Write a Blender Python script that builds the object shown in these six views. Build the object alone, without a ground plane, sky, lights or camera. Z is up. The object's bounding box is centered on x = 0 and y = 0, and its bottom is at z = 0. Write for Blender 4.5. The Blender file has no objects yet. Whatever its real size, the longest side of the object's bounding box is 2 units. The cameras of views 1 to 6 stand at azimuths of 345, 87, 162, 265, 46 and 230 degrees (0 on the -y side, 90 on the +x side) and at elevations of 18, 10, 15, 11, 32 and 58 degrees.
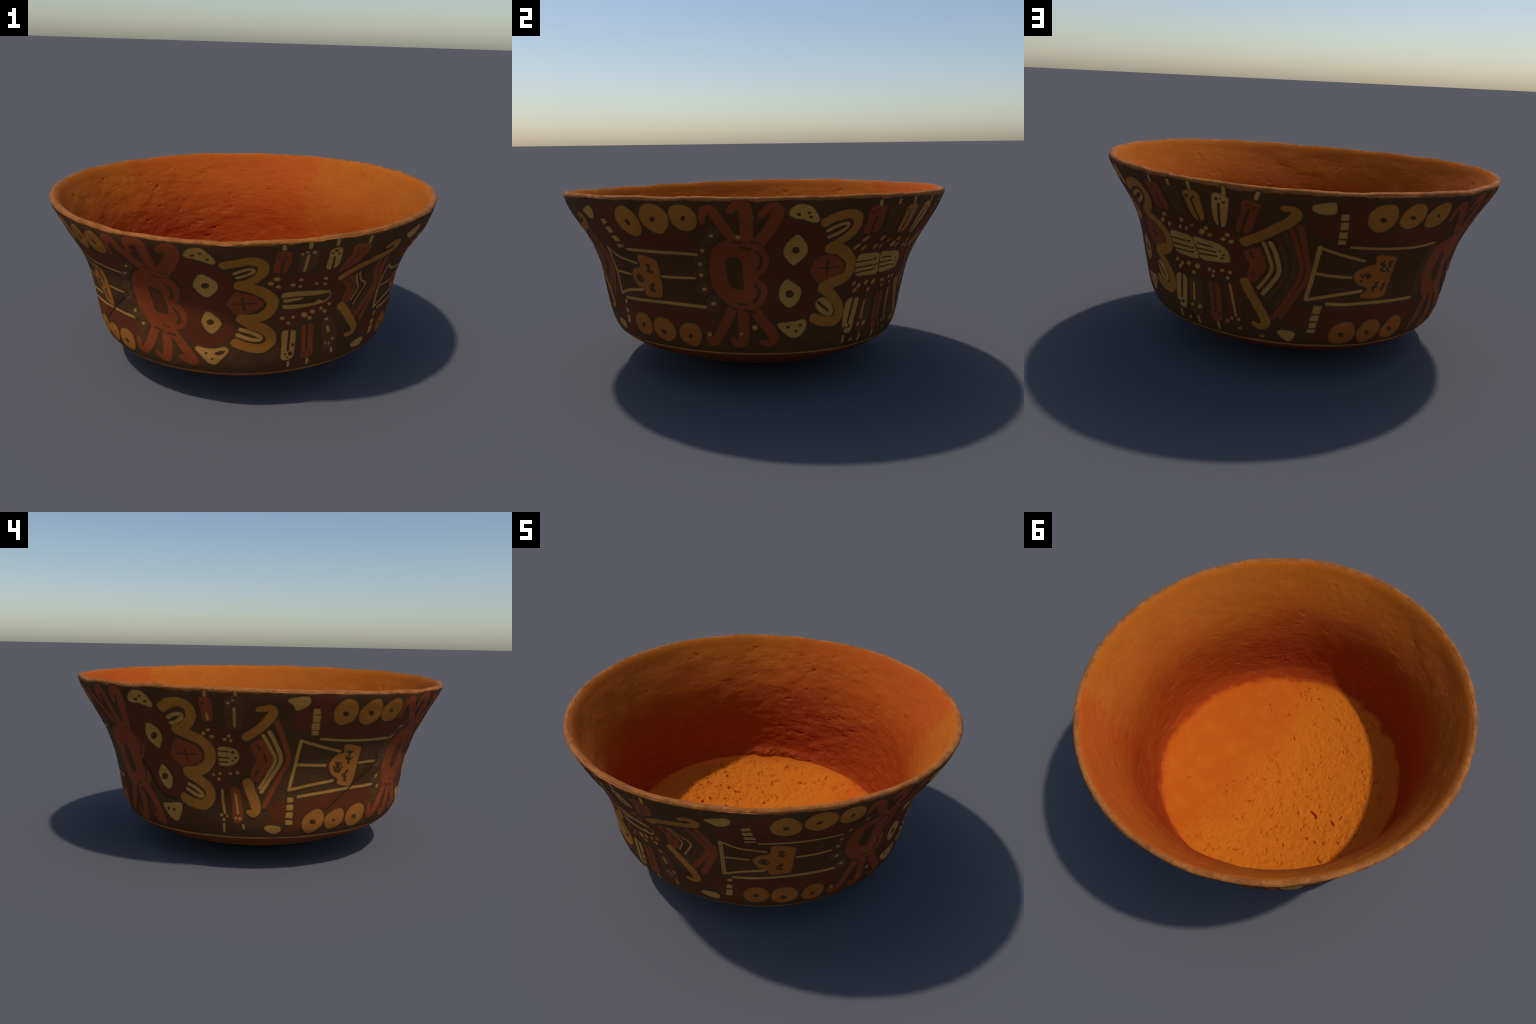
# ---------------------------------------------------------------- form
import math, random
import numpy as np
import bpy
from mathutils import Vector
from mathutils.geometry import delaunay_2d_cdt

# Outer profile of the bowl: (share of local wall height, radius in metres).
OUTER = [(0.0, 0.0), (0.002, 0.12), (0.008, 0.24), (0.025, 0.350), (0.05, 0.430), (0.08, 0.515), (0.11, 0.590),
         (0.15, 0.675), (0.20, 0.740), (0.25, 0.765), (0.30, 0.778), (0.40, 0.793), (0.50, 0.808), (0.60, 0.828),
         (0.70, 0.860), (0.80, 0.908), (0.90, 0.957), (0.95, 0.979), (1.0, 0.995)]
# Inner profile: (share of wall height, radius).
INNER = [(1.0, 0.960), (0.90, 0.910), (0.80, 0.859), (0.70, 0.814), (0.60, 0.785), (0.50, 0.767), (0.40, 0.754),
         (0.30, 0.739), (0.25, 0.727), (0.21, 0.706)]
FLOOR = [(0.706, 0.210), (0.68, 0.182), (0.655, 0.166), (0.60, 0.145), (0.50, 0.115), (0.40, 0.090), (0.30, 0.070), (0.15, 0.052), (0.0, 0.048)]
WALL_H = (0.9056, -0.0017, 0.0307, 0.0041, -0.0052, -0.0022, 0.0009)   # height of the lip round the rim
OFF = (0.0192, -0.0168, -0.0166, 0.018, -0.0107, 0.0016, -0.0024, 0.002)
OVAL = (0.0026, 0.0011)
TILT = (0.0251, -0.0287, 0.0051)


class Pchip:
    """Monotone cubic through control points."""

    def __init__(self, pts):
        self.x = np.array([p[0] for p in pts], float)
        self.y = np.array([p[1] for p in pts], float)
        h = np.diff(self.x)
        s = np.diff(self.y) / h
        d = np.zeros(len(self.x))
        for i in range(1, len(d) - 1):
            if s[i - 1] * s[i] > 0:
                a, b = 2 * h[i] + h[i - 1], h[i] + 2 * h[i - 1]
                d[i] = (a + b) / (a / s[i - 1] + b / s[i])
        d[0], d[-1] = s[0], s[-1]
        self.h, self.d = h, d

    def __call__(self, q):
        q = np.clip(np.asarray(q, float), self.x[0], self.x[-1])
        i = np.clip(np.searchsorted(self.x, q) - 1, 0, len(self.h) - 1)
        h = self.h[i]
        t = (q - self.x[i]) / h
        y0, y1, d0, d1 = self.y[i], self.y[i + 1], self.d[i] * h, self.d[i + 1] * h
        return (2 * t**3 - 3 * t**2 + 1) * y0 + (t**3 - 2 * t**2 + t) * d0 + (3 * t**2 - 2 * t**3) * y1 + (t**3 - t**2) * d1


outer_r = Pchip(OUTER)


def wall_height(th):
    w = WALL_H
    return (w[0] + w[1] * np.cos(th) + w[2] * np.sin(th) + w[3] * np.cos(2 * th) + w[4] * np.sin(2 * th)
            + w[5] * np.cos(3 * th) + w[6] * np.sin(3 * th))


def out_of_round(th, f):
    o = OFF
    c1, s1, c2, s2, c3, s3 = np.cos(th), np.sin(th), np.cos(2 * th), np.sin(2 * th), np.cos(3 * th), np.sin(3 * th)
    d = o[0] * c1 + o[1] * s1 + OVAL[0] * c2 + OVAL[1] * s2
    d = d + f * (o[2] * c1 + o[3] * s1 + o[4] * c2 + o[5] * s2 + o[6] * c3 + o[7] * s3)
    return d * np.minimum(1.0, f / 0.05)


def place(th, f, r):
    """Profile point (share of height f, radius r) at azimuth th -> xyz."""
    r = r + out_of_round(th, f)
    x, y = r * np.cos(th), r * np.sin(th)
    z = f * wall_height(th) + TILT[0] * x + TILT[1] * y + TILT[2]
    return np.stack([x, y, z], -1)



# ---------------------------------------------------------------- relief noise
def hash3(ix, iy, iz, seed):
    h = (ix * 374761393 + iy * 668265263 + iz * 2147483647 + seed * 974711) & 0xFFFFFFFF
    h = ((h ^ (h >> 13)) * 1274126177) & 0xFFFFFFFF
    h = ((h ^ (h >> 16)) * 2246822519) & 0xFFFFFFFF
    return ((h ^ (h >> 15)) & 0xFFFFFF) / float(0xFFFFFF)


def value_noise(p, seed=0):
    """Smooth noise in -1..1 at points p [..., 3]."""
    i = np.floor(p).astype(np.int64)
    t = p - i
    t = t * t * t * (t * (t * 6 - 15) + 10)
    out = 0.0
    for dx in (0, 1):
        for dy in (0, 1):
            for dz in (0, 1):
                w = (t[..., 0] if dx else 1 - t[..., 0]) * (t[..., 1] if dy else 1 - t[..., 1]) * (t[..., 2] if dz else 1 - t[..., 2])
                out = out + w * hash3(i[..., 0] + dx, i[..., 1] + dy, i[..., 2] + dz, seed)
    return out * 2 - 1


def fractal(p, scale, octaves=3, seed=0):
    out, amp = 0.0, 1.0
    for o in range(octaves):
        out = out + amp * value_noise(p * scale * 2.1**o + 17.3 * o, seed + o)
        amp *= 0.5
    return out


def smooth(x, a, b):
    t = np.clip((x - a) / (b - a), 0, 1)
    return t * t * (3 - 2 * t)


def bend(a, b):
    """Signed difference of two angles in degrees."""
    return (a - b + 180) % 360 - 180


# Old breaks in the wall that were glued again: (azimuth, height %) along each seam, depth in metres.
SEAMS = [([(218.3, 60.4), (212.4, 53.2), (206.3, 45), (199.6, 36.1), (197, 31)], 0.0022),
         ([(131.4, 57.2), (133.6, 51.4), (135.8, 45), (139.6, 40.3), (144.7, 39.4)], 0.0032)]


def seam_depth(th, f):
    deg, v = np.degrees(th) % 360, f * 100
    d = np.zeros_like(deg + v)
    for pts, depth in SEAMS:
        best = np.full_like(d, 9e9)
        for (a0, b0), (a1, b1) in zip(pts, pts[1:]):
            ux, uy = (a1 - a0) * 0.0141, (b1 - b0) * 0.0092
            px, py = bend(deg, a0) * 0.0141, (v - b0) * 0.0092
            t = np.clip((px * ux + py * uy) / (ux * ux + uy * uy), 0, 1)
            best = np.minimum(best, np.hypot(px - t * ux, py - t * uy))
        d = d + depth * np.exp(-(best / 0.020) ** 2)
    return d


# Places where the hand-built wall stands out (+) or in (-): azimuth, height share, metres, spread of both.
BULGES = [(215, 0.60, 0.012, 11, 0.12), (318, 0.85, 0.010, 26, 0.10), (50, 0.38, -0.008, 18, 0.15), (250, 0.87, -0.006, 16, 0.10)]
INNER_BULGES = [(60, 0.28, -0.012, 26, 0.12), (230, 0.42, 0.009, 32, 0.18)]


def bulge(th, f, table):
    deg = np.degrees(th)
    return sum(d * np.exp(-(bend(deg, a) / s) ** 2 - ((f - h) / t) ** 2) for a, h, d, s, t in table)


def outer_point(th, f):
    """The outside of the wall, with its unevenness, at azimuth th and share of height f."""
    th, f = np.broadcast_arrays(np.asarray(th, float), np.asarray(f, float))
    p = place(th, f, outer_r(f))
    u = p * [1, 1, 1]
    bump = 0.004 * value_noise(u * 4.0, 3) + 0.0018 * value_noise(u * 11, 5) + 0.0007 * value_noise(u * 30, 6)
    bump = bump * smooth(f, 0.03, 0.12) - seam_depth(th, f) + bulge(th, f, BULGES)
    rim_wave = 0.0035 * value_noise(np.stack([np.cos(th) * 7, np.sin(th) * 7, 0 * th], -1), 8)
    p = p + np.stack([np.cos(th) * bump, np.sin(th) * bump, rim_wave * smooth(f, 0.8, 1.0)], -1)
    return p


def outer_frame(th, f, lift):
    """Point lifted off the outside by lift, and its normal."""
    e = 1e-3
    p = outer_point(th, f)
    a = outer_point(th + e, f) - outer_point(th - e, f)
    b = outer_point(th, np.minimum(f + e, 1)) - outer_point(th, f - e)
    n = np.cross(a, b)
    n = n / np.linalg.norm(n, axis=-1, keepdims=True)
    return p + n * np.asarray(lift)[..., None], n


# ---------------------------------------------------------------- body
NTH = 960
inner_r = Pchip([(f, r) for f, r in INNER[::-1]])
floor_z = Pchip([(r, f) for r, f in FLOOR[::-1]])
LIP = 0.979           # the worn lip begins here
LINE = 0.205          # the pale line between wall and underside
# Pits sunk into the floor mesh: x, y, radius, depth
PITS = [(-0.295, 0.012, 0.020, 0.022), (-0.411, -0.028, 0.014, 0.016), (-0.425, -0.085, 0.012, 0.014), (-0.431, 0.134, 0.014, 0.014),
        (-0.374, 0.157, 0.014, 0.014), (-0.325, 0.276, 0.009, 0.010), (-0.544, 0.204, 0.012, 0.013), (-0.062, 0.632, 0.010, 0.010),
        (0.072, 0.650, 0.009, 0.009), (-0.201, 0.222, 0.010, 0.012), (-0.222, 0.064, 0.009, 0.010), (-0.179, -0.051, 0.009, 0.010),
        (-0.427, -0.224, 0.010, 0.010), (-0.301, -0.393, 0.011, 0.010), (0.171, -0.108, 0.009, 0.008), (0.195, 0.199, 0.007, 0.008),
        (-0.009, 0.362, 0.009, 0.010), (-0.522, 0.196, 0.012, 0.012), (0.125, 0.621, 0.009, 0.008), (0.181, -0.532, 0.009, 0.008)]


def profile():
    """Whole section from the foot of the outside, over the lip, down to the middle of the floor."""
    rows = []
    fs = np.linspace(0, 0.026, 800)
    for r in np.linspace(0.0, float(outer_r(0.026)), 26):
        rows.append(("underside", float(np.interp(r, outer_r(fs), fs)), float(r)))
    for f in np.linspace(0.026, LINE, 40)[1:-1]:
        rows.append(("underside", float(f), float(outer_r(f))))
    for f in np.linspace(LINE, LIP, 150)[:-1]:
        rows.append(("outer_wall", float(f), float(outer_r(f))))
    for f in np.linspace(LIP, 0.985, 5):
        rows.append(("rim", float(f), float(outer_r(f))))
    ro, ri = float(outer_r(0.985)), float(inner_r(0.985))
    ri, mid = float(inner_r(0.955)), 0.5 * (ro + float(inner_r(0.985))) + 0.004
    for a in np.linspace(0, math.pi / 2, 16)[1:]:
        rows.append(("rim", 0.985 + 0.015 * math.sin(a) ** 0.8, mid + (ro - mid) * math.cos(a)))
    for t in np.linspace(0, 1, 20)[1:-1]:                     # the inner side of the lip rolls into the wall
        rows.append(("inner_wall" if t > 0.3 else "rim", 1 - 0.045 * t**1.8, mid - (mid - ri) * t))
    for f in np.linspace(0.955, INNER[-1][0], 190):
        rows.append(("inner_wall", float(f), float(inner_r(f))))
    for r in np.linspace(FLOOR[0][0], 0.0, 280)[1:]:
        rows.append(("inner_floor", float(floor_z(r)), float(r)))
    return rows


def pit_field(x, y, f, th):
    """Depth of the pits and cracks of the floor."""
    rng = random.Random(5)
    pits = list(PITS)
    cluster = (-0.35, 0.0)
    while len(pits) < 210:
        a, r = rng.uniform(0, 2 * math.pi), 0.68 * math.sqrt(rng.random())
        px, py = r * math.cos(a), r * math.sin(a)
        if rng.random() < 0.6:           # pits sit in clusters
            px, py = cluster[0] + rng.gauss(0, 0.035), cluster[1] + rng.gauss(0, 0.035)
        else:
            cluster = (px, py)
        if math.hypot(px, py) > 0.68:
            continue
        if px < 0.17 + 0.25 * (py < -0.25) - 0.5 * rng.random() ** 2 * (py > 0.3) or rng.random() < 0.06:
            s = rng.uniform(0.0045, 0.0095) * (1.35 if rng.random() < 0.18 else 1)
            pits.append((px, py, s, s * rng.uniform(0.7, 1.1)))
    d = np.zeros_like(x)
    warp = 0.006 * value_noise(np.stack([x * 45, y * 45, 0 * x], -1), 21)
    warp2 = 0.006 * value_noise(np.stack([x * 45 + 9, y * 45, 0 * x], -1), 22)
    for px, py, s, dep in pits:
        near = (np.abs(x - px) < 0.05) & (np.abs(y - py) < 0.05)
        if not near.any():
            continue
        a = rng.uniform(0, math.pi)
        dx, dy = x[near] - px + warp[near], y[near] - py + warp2[near]
        u, v = dx * math.cos(a) + dy * math.sin(a), -dx * math.sin(a) + dy * math.cos(a)
        q = np.sqrt((u / (1.6 * s)) ** 2 + (v / (0.65 * s)) ** 2)
        d[near] = np.maximum(d[near], dep * (1 - smooth(q, 0.55, 1.1)))
    return d


def build_body():
    prof = profile()
    th = np.linspace(0, 2 * np.pi, NTH, endpoint=False)
    out = []
    lip_wave = value_noise(np.stack([np.cos(th) * 9, np.sin(th) * 9, 0 * th], -1), 31)
    lip_fine = value_noise(np.stack([np.cos(th) * 40, np.sin(th) * 40, 0 * th], -1), 32)
    for part, f, r in prof:
        if part in ("underside", "outer_wall"):
            shift = 0.005 * (lip_wave + 0.7 * lip_fine) * math.exp(-((f - LIP) / 0.012) ** 2)
            p = place(th, f + 0 * th, max(r, 0.0008)) if f < 0.026 else outer_point(th, f + shift)
        elif part == "rim" and f <= 0.985 and r > 0.98:
            shift = 0.005 * (lip_wave + 0.7 * lip_fine) * math.exp(-((f - LIP) / 0.012) ** 2) * smooth(0.9865 - f, 0.0, 0.006)
            p = outer_point(th, f + shift)
        else:
            p = place(th, f + 0 * th, max(r, 0.0008))
            if part in ("rim", "inner_wall"):
                wave = 0.0035 * value_noise(np.stack([np.cos(th) * 7, np.sin(th) * 7, 0 * th], -1), 8)
                p[:, 2] += wave * smooth(f, 0.8, 1.0)
        if part == "rim":
            n = fractal(p, 30, 3, 40)
            chip = np.maximum(0, fractal(p, 16, 2, 44) - 0.75)
            amt = smooth(f, LIP, 0.988)
            p[:, 2] += amt * (0.0012 * n - 0.010 * chip)
            p[:, :2] *= (1 + amt * 0.0010 * fractal(p, 24, 2, 47))[:, None]
        if part == "inner_wall":
            deg = np.degrees(th)
            rough = 0.35 + 0.65 * np.exp(-(bend(deg, 105) / 45) ** 2) + 0.25 * smooth(0.6 - f, 0, 0.25)
            fade = smooth(0.96 - f, 0.0, 0.06)
            q = p * [1, 1, 1.7]
            b = 0.0035 * value_noise(q * 5, 50) + rough * (0.0034 * fractal(q, 13, 2, 51) + 0.0010 * fractal(q, 46, 2, 55))
            dent = np.maximum(0, fractal(q, 17, 2, 58) - 0.80) * rough * 0.018
            ledge = 0.016 * np.exp(-(bend(deg, 133) / 15) ** 2) * np.exp(-((f - 0.235) / 0.022) ** 2) * (1 + 0.9 * fractal(p, 26, 2, 61))
            b = fade * (b - dent) + ledge - bulge(th, f, INNER_BULGES) * smooth(f, 0.21, 0.27)
            p[:, :2] -= (b[:, None]) * np.stack([np.cos(th), np.sin(th)], -1)
        if part == "inner_floor":
            side = smooth(0.30 - p[:, 0], 0.0, 0.3)
            edge = smooth(r, 0.66, 0.706)
            b = 0.004 * value_noise(p * 5, 70) + (0.35 + 0.65 * side) * (0.0035 * fractal(p, 20, 2, 71) + 0.0022 * fractal(p, 55, 2, 74))
            wrinkle = np.maximum(0, fractal(p * [1, 1, 0.2], 30, 2, 77) - 0.55) * 0.012
            b = b - wrinkle * side - pit_field(p[:, 0], p[:, 1], f, th)
            p[:, 2] += b * (1 - 0.9 * edge)
        out.append(p)
    return prof, np.stack(out)


def grid_normals(g):
    dth = np.roll(g, -1, 1) - np.roll(g, 1, 1)
    dr = np.gradient(g, axis=0)
    n = np.cross(dth, dr)
    return n / np.maximum(np.linalg.norm(n, axis=2, keepdims=True), 1e-12)


def mesh_object(name, verts, faces, material, normals=None, parent=None):
    me = bpy.data.meshes.new(name)
    me.from_pydata(np.asarray(verts).tolist(), [], faces)
    me.polygons.foreach_set("use_smooth", [True] * len(me.polygons))
    me.materials.append(material)
    if normals is not None:
        me.normals_split_custom_set_from_vertices(np.asarray(normals).tolist())
    me.update()
    ob = bpy.data.objects.new(name, me)
    bpy.context.scene.collection.objects.link(ob)
    if parent is not None:
        ob.parent = parent
    return ob


# ---------------------------------------------------------------- materials
class Nodes:
    def __init__(self, name):
        self.mat = bpy.data.materials.new(name)
        self.mat.use_nodes = True
        self.t = self.mat.node_tree
        self.bsdf = self.t.nodes["Principled BSDF"]
        self.obj = self.new("ShaderNodeTexCoord").outputs["Object"]

    def new(self, kind, **props):
        n = self.t.nodes.new(kind)
        for k, v in props.items():
            setattr(n, k, v)
        return n

    def put(self, socket, value):
        if hasattr(value, "is_linked"):
            self.t.links.new(value, socket)
        elif isinstance(value, (tuple, list)) and len(value) == 3 and socket.type == "RGBA":
            socket.default_value = (*value, 1)
        else:
            socket.default_value = value

    def noise(self, scale, detail=3, rough=0.55, vec=None, stretch=None):
        vec = vec or self.obj
        if stretch:
            m = self.new("ShaderNodeMapping")
            self.put(m.inputs["Vector"], vec)
            m.inputs["Scale"].default_value = stretch
            vec = m.outputs[0]
        n = self.new("ShaderNodeTexNoise")
        self.put(n.inputs["Vector"], vec)
        n.inputs["Scale"].default_value = scale
        n.inputs["Detail"].default_value = detail
        n.inputs["Roughness"].default_value = rough
        return n.outputs["Fac"]

    def ramp(self, fac, lo, hi):
        n = self.new("ShaderNodeMapRange")
        n.interpolation_type = "SMOOTHSTEP"
        self.put(n.inputs["Value"], fac)
        n.inputs["From Min"].default_value = lo
        n.inputs["From Max"].default_value = hi
        return n.outputs["Result"]

    def math(self, op, a, b=0.0, c=0.0):
        n = self.new("ShaderNodeMath", operation=op)
        for s, v in zip(n.inputs, (a, b, c)):
            self.put(s, v)
        return n.outputs[0]

    def mix(self, fac, a, b, blend="MIX"):
        n = self.new("ShaderNodeMix", data_type="RGBA", blend_type=blend)
        self.put(n.inputs["Factor"], fac)
        self.put(n.inputs[6], a)
        self.put(n.inputs[7], b)
        return n.outputs[2]

    def xyz(self):
        n = self.new("ShaderNodeSeparateXYZ")
        self.put(n.inputs[0], self.obj)
        return n.outputs

    def azimuth(self):
        o = self.xyz()
        return self.math("MULTIPLY", self.math("ARCTAN2", o[1], o[0]), 180 / math.pi)

    def finish(self, color, rough=0.65, spec=0.3, bump=None, strength=0.2, distance=0.004):
        self.put(self.bsdf.inputs["Base Color"], color)
        self.put(self.bsdf.inputs["Roughness"], rough)
        self.bsdf.inputs["Specular IOR Level"].default_value = spec
        if bump is not None:
            b = self.new("ShaderNodeBump")
            b.inputs["Strength"].default_value = strength
            b.inputs["Distance"].default_value = distance
            self.put(b.inputs["Height"], bump)
            self.t.links.new(b.outputs[0], self.bsdf.inputs["Normal"])
        return self.mat


def tint(c, k):
    return tuple(min(1.0, x * k) for x in c)


def paint(name, color, worn_or_shaded, wear=0.35, rough=0.55):
    """Slip paint: mottled by the firing, thin in places so that the clay or soil shows."""
    n = Nodes(name)
    broad = n.ramp(n.noise(3.5, 3), 0.35, 0.7)
    mott = n.noise(22, 4, 0.6)
    streak = n.noise(9, 3, 0.6, stretch=(1, 1, 7))
    c = n.mix(broad, tint(color, 0.90), tint(color, 1.10))
    c = n.mix(n.math("MULTIPLY", n.ramp(mott, 0.48, 0.75), wear), c, worn_or_shaded)
    c = n.mix(n.math("MULTIPLY", n.ramp(streak, 0.5, 0.8), wear * 0.6), c, tint(color, 0.78))
    speck = n.ramp(n.noise(130, 2, 0.5), 0.66, 0.74)
    c = n.mix(n.math("MULTIPLY", speck, 0.35), c, worn_or_shaded)
    h = n.math("ADD", n.noise(60, 3), n.math("MULTIPLY", streak, 0.8))
    return n.finish(c, n.math("MULTIPLY_ADD", mott, 0.2, rough), 0.06, h, 0.12)


C_DARK, C_RED, C_MAROON = (0.098, 0.042, 0.0145), (0.285, 0.058, 0.0155), (0.148, 0.035, 0.0115)
C_OCHRE, C_OCHRE_RED, C_CREAM, C_FADED = (0.42, 0.147, 0.023), (0.39, 0.110, 0.018), (0.50, 0.228, 0.050), (0.126, 0.056, 0.0175)
DARK = paint("dark_brown_slip", C_DARK, (0.11, 0.049, 0.018), 0.35)
RED = paint("brick_red_slip", C_RED, (0.21, 0.048, 0.015), 0.3)
MAROON = paint("maroon_slip", C_MAROON, (0.105, 0.034, 0.012), 0.4)
OCHRE = paint("ochre_slip", C_OCHRE, (0.38, 0.11, 0.018), 0.45)
OCHRE_RED = paint("reddish_ochre_slip", C_OCHRE_RED, (0.36, 0.09, 0.015), 0.45)
CREAM = paint("cream_slip", C_CREAM, (0.45, 0.18, 0.035), 0.45)
YELLOW = paint("pale_ochre_slip", (0.44, 0.20, 0.045), (0.32, 0.12, 0.03), 0.5)
FADED = paint("faded_brown_slip", C_FADED, (0.10, 0.044, 0.0155), 0.5)
blend = lambda c, k: tuple(k * a + (1 - k) * d for a, d in zip(c, C_DARK))
THINNED = {m: paint("thinned_" + m.name, blend(c, 0.42), blend(c, 0.3), 0.4) for m, c in
           ((RED, C_RED), (OCHRE, C_OCHRE), (OCHRE_RED, C_OCHRE_RED), (CREAM, C_CREAM), (FADED, C_FADED), (MAROON, C_MAROON))}
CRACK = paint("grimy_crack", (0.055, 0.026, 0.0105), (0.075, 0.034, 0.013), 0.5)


def clay_inside():
    """Inner wall: orange slip brushed round in two coats, redder where it is thin, with a ragged overlap."""
    n = Nodes("orange_clay_inside")
    az = n.azimuth()
    jag = n.math("ADD", n.math("MULTIPLY", n.math("SUBTRACT", n.noise(16, 4, 0.65, stretch=(0.6, 0.6, 3.5)), 0.5), 26.0),
                 n.math("MULTIPLY", n.math("SUBTRACT", n.noise(3, 2), 0.5), 14.0))
    a = n.math("ADD", az, jag)
    thin = n.math("MULTIPLY", n.ramp(a, 43, 48), n.math("SUBTRACT", 1.0, n.ramp(a, 124, 133)))
    thin2 = n.math("MULTIPLY", n.math("SUBTRACT", 1.0, n.ramp(a, 190, 215)), n.ramp(a, 150, 160))
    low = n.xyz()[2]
    worn_or_shaded = n.ramp(n.math("ADD", low, n.math("MULTIPLY", n.math("SUBTRACT", n.noise(5, 4), 0.5), 0.35)), 0.95, 0.38)  # lower wall: its own redder hue, with some ambient shade put into the colour
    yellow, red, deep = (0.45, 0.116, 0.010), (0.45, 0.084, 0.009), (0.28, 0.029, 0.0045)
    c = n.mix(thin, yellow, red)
    c = n.mix(n.math("MULTIPLY", worn_or_shaded, 0.82), c, deep)
    streak = n.noise(11, 4, 0.6, stretch=(1, 1, 8))
    c = n.mix(n.math("MULTIPLY", n.ramp(streak, 0.45, 0.75), 0.35), c, (0.48, 0.13, 0.014))
    c = n.mix(n.math("MULTIPLY", n.ramp(n.noise(30, 4), 0.5, 0.75), 0.3), c, (0.33, 0.06, 0.009))
    h = n.math("ADD", n.noise(70, 4), n.math("MULTIPLY", n.noise(24, 3, 0.6, stretch=(1, 1, 9)), 1.2))
    return n.finish(c, 0.8, 0.06, h, 0.2)


def clay_floor():
    n = Nodes("orange_clay_floor")
    o = n.xyz()
    side = n.ramp(n.math("ADD", n.math("ADD", o[0], n.math("MULTIPLY", o[1], 0.3)), n.math("MULTIPLY", n.math("SUBTRACT", n.noise(4, 3), 0.5), 0.5)), 0.05, 0.35)
    c = n.mix(side, (0.58, 0.148, 0.010), (0.55, 0.105, 0.008))
    c = n.mix(n.math("MULTIPLY", n.ramp(n.noise(9, 4), 0.45, 0.7), 0.4), c, (0.60, 0.155, 0.011))
    c = n.mix(n.math("MULTIPLY", n.ramp(n.noise(45, 4), 0.55, 0.8), 0.35), c, (0.40, 0.085, 0.008))
    rad = n.math("SQRT", n.math("ADD", n.math("MULTIPLY", o[0], o[0]), n.math("MULTIPLY", o[1], o[1])))
    rad = n.math("ADD", rad, n.math("MULTIPLY", n.math("SUBTRACT", n.noise(10, 5, 0.6), 0.5), 0.085))
    c = n.mix(n.ramp(rad, 0.680, 0.722), c, (0.32, 0.038, 0.0055))
    return n.finish(c, 0.8, 0.06, n.noise(90, 4), 0.25)


def clay_rim():
    n = Nodes("worn_rim_clay")
    c = n.mix(n.ramp(n.noise(14, 4, stretch=(1, 1, 3)), 0.35, 0.65), (0.27, 0.085, 0.019), (0.39, 0.128, 0.027))
    c = n.mix(n.math("MULTIPLY", n.ramp(n.noise(55, 4), 0.5, 0.72), 0.6), c, (0.17, 0.055, 0.017))
    c = n.mix(n.math("MULTIPLY", n.ramp(n.noise(120, 3), 0.62, 0.72), 0.5), c, (0.56, 0.25, 0.09))
    return n.finish(c, 0.7, 0.1, n.noise(80, 4), 0.4)


def clay_under():
    """Underside: maroon slip next to the line, bare orange clay further in."""
    n = Nodes("maroon_underside")
    o = n.xyz()
    rad = n.math("SQRT", n.math("ADD", n.math("MULTIPLY", o[0], o[0]), n.math("MULTIPLY", o[1], o[1])))
    rad = n.math("ADD", rad, n.math("MULTIPLY", n.math("SUBTRACT", n.noise(7, 4), 0.5), 0.03))
    c = n.mix(n.ramp(rad, 0.625, 0.665), (0.36, 0.125, 0.024), (0.185, 0.048, 0.0165))
    c = n.mix(n.math("MULTIPLY", n.ramp(n.noise(18, 4), 0.5, 0.75), 0.4), c, (0.12, 0.035, 0.014))
    return n.finish(c, 0.7, 0.06, n.noise(60, 3), 0.12)


# ---------------------------------------------------------------- painting on the wall
GROUND, OUTLINE, THIN, FILL, DETAIL = 0, 2, 4, 6, 8
LAYER = 0.00013                      # thickness of one coat of slip
JOINED = {"spot", "scallop_dot", "moon_dot", "hand_dot", "feather_dot", "feather_slit", "head_scratch", "crab_line",
          "jaw_mark", "hand_slit", "chevron_line", "hand_line", "disc_hole", "whisker_slit", "feather_stem"}
pieces = []                          # (name, material, outline in metres about an anchor, layer)


def scale_at(v):
    """Metres per degree and per height-% at height v %."""
    f = np.asarray(v) / 100
    g = (outer_r(np.minimum(f + 0.01, 1)) - outer_r(f - 0.01)) / 0.02
    return outer_r(f) * math.pi / 180, np.hypot(0.906, g) / 100


def spline(pts, closed, step):
    p = np.array(pts, float)
    p[:, 0] = p[0, 0] + bend(p[:, 0], p[0, 0])
    n = len(p)
    out = []
    for i in range(n if closed else n - 1):
        a, b = p[i], p[(i + 1) % n]
        m = p[(i - 1) % n] if closed or i > 0 else 2 * a - b
        q = p[(i + 2) % n] if closed or i + 2 < n else 2 * b - a
        k = max(2, int(math.hypot((b[0] - a[0]) * 0.0141, (b[1] - a[1]) * 0.0095) / step))
        for t in np.arange(k) / k:
            out.append(0.5 * (2 * a + (b - m) * t + (2 * m - 5 * a + 4 * b - q) * t**2 + (3 * a - m - 3 * b + q) * t**3))
    if not closed:
        out.append(p[-1])
    return np.array(out)




def grow(p, d):
    """Offset a closed outline in (degrees, %) by d metres."""
    sx, sy = scale_at(p[:, 1])
    m = np.stack([p[:, 0] * sx.mean(), p[:, 1] * sy.mean()], -1)
    area = 0.5 * np.sum(m[:, 0] * np.roll(m[:, 1], -1) - np.roll(m[:, 0], -1) * m[:, 1])
    t = np.roll(m, -1, 0) - np.roll(m, 1, 0)
    t /= np.maximum(np.linalg.norm(t, axis=1, keepdims=True), 1e-9)
    nrm = np.stack([t[:, 1], -t[:, 0]], -1) * (1 if area > 0 else -1)
    return np.stack([p[:, 0] + nrm[:, 0] * d / sx, p[:, 1] + nrm[:, 1] * d / sy], -1)


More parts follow.
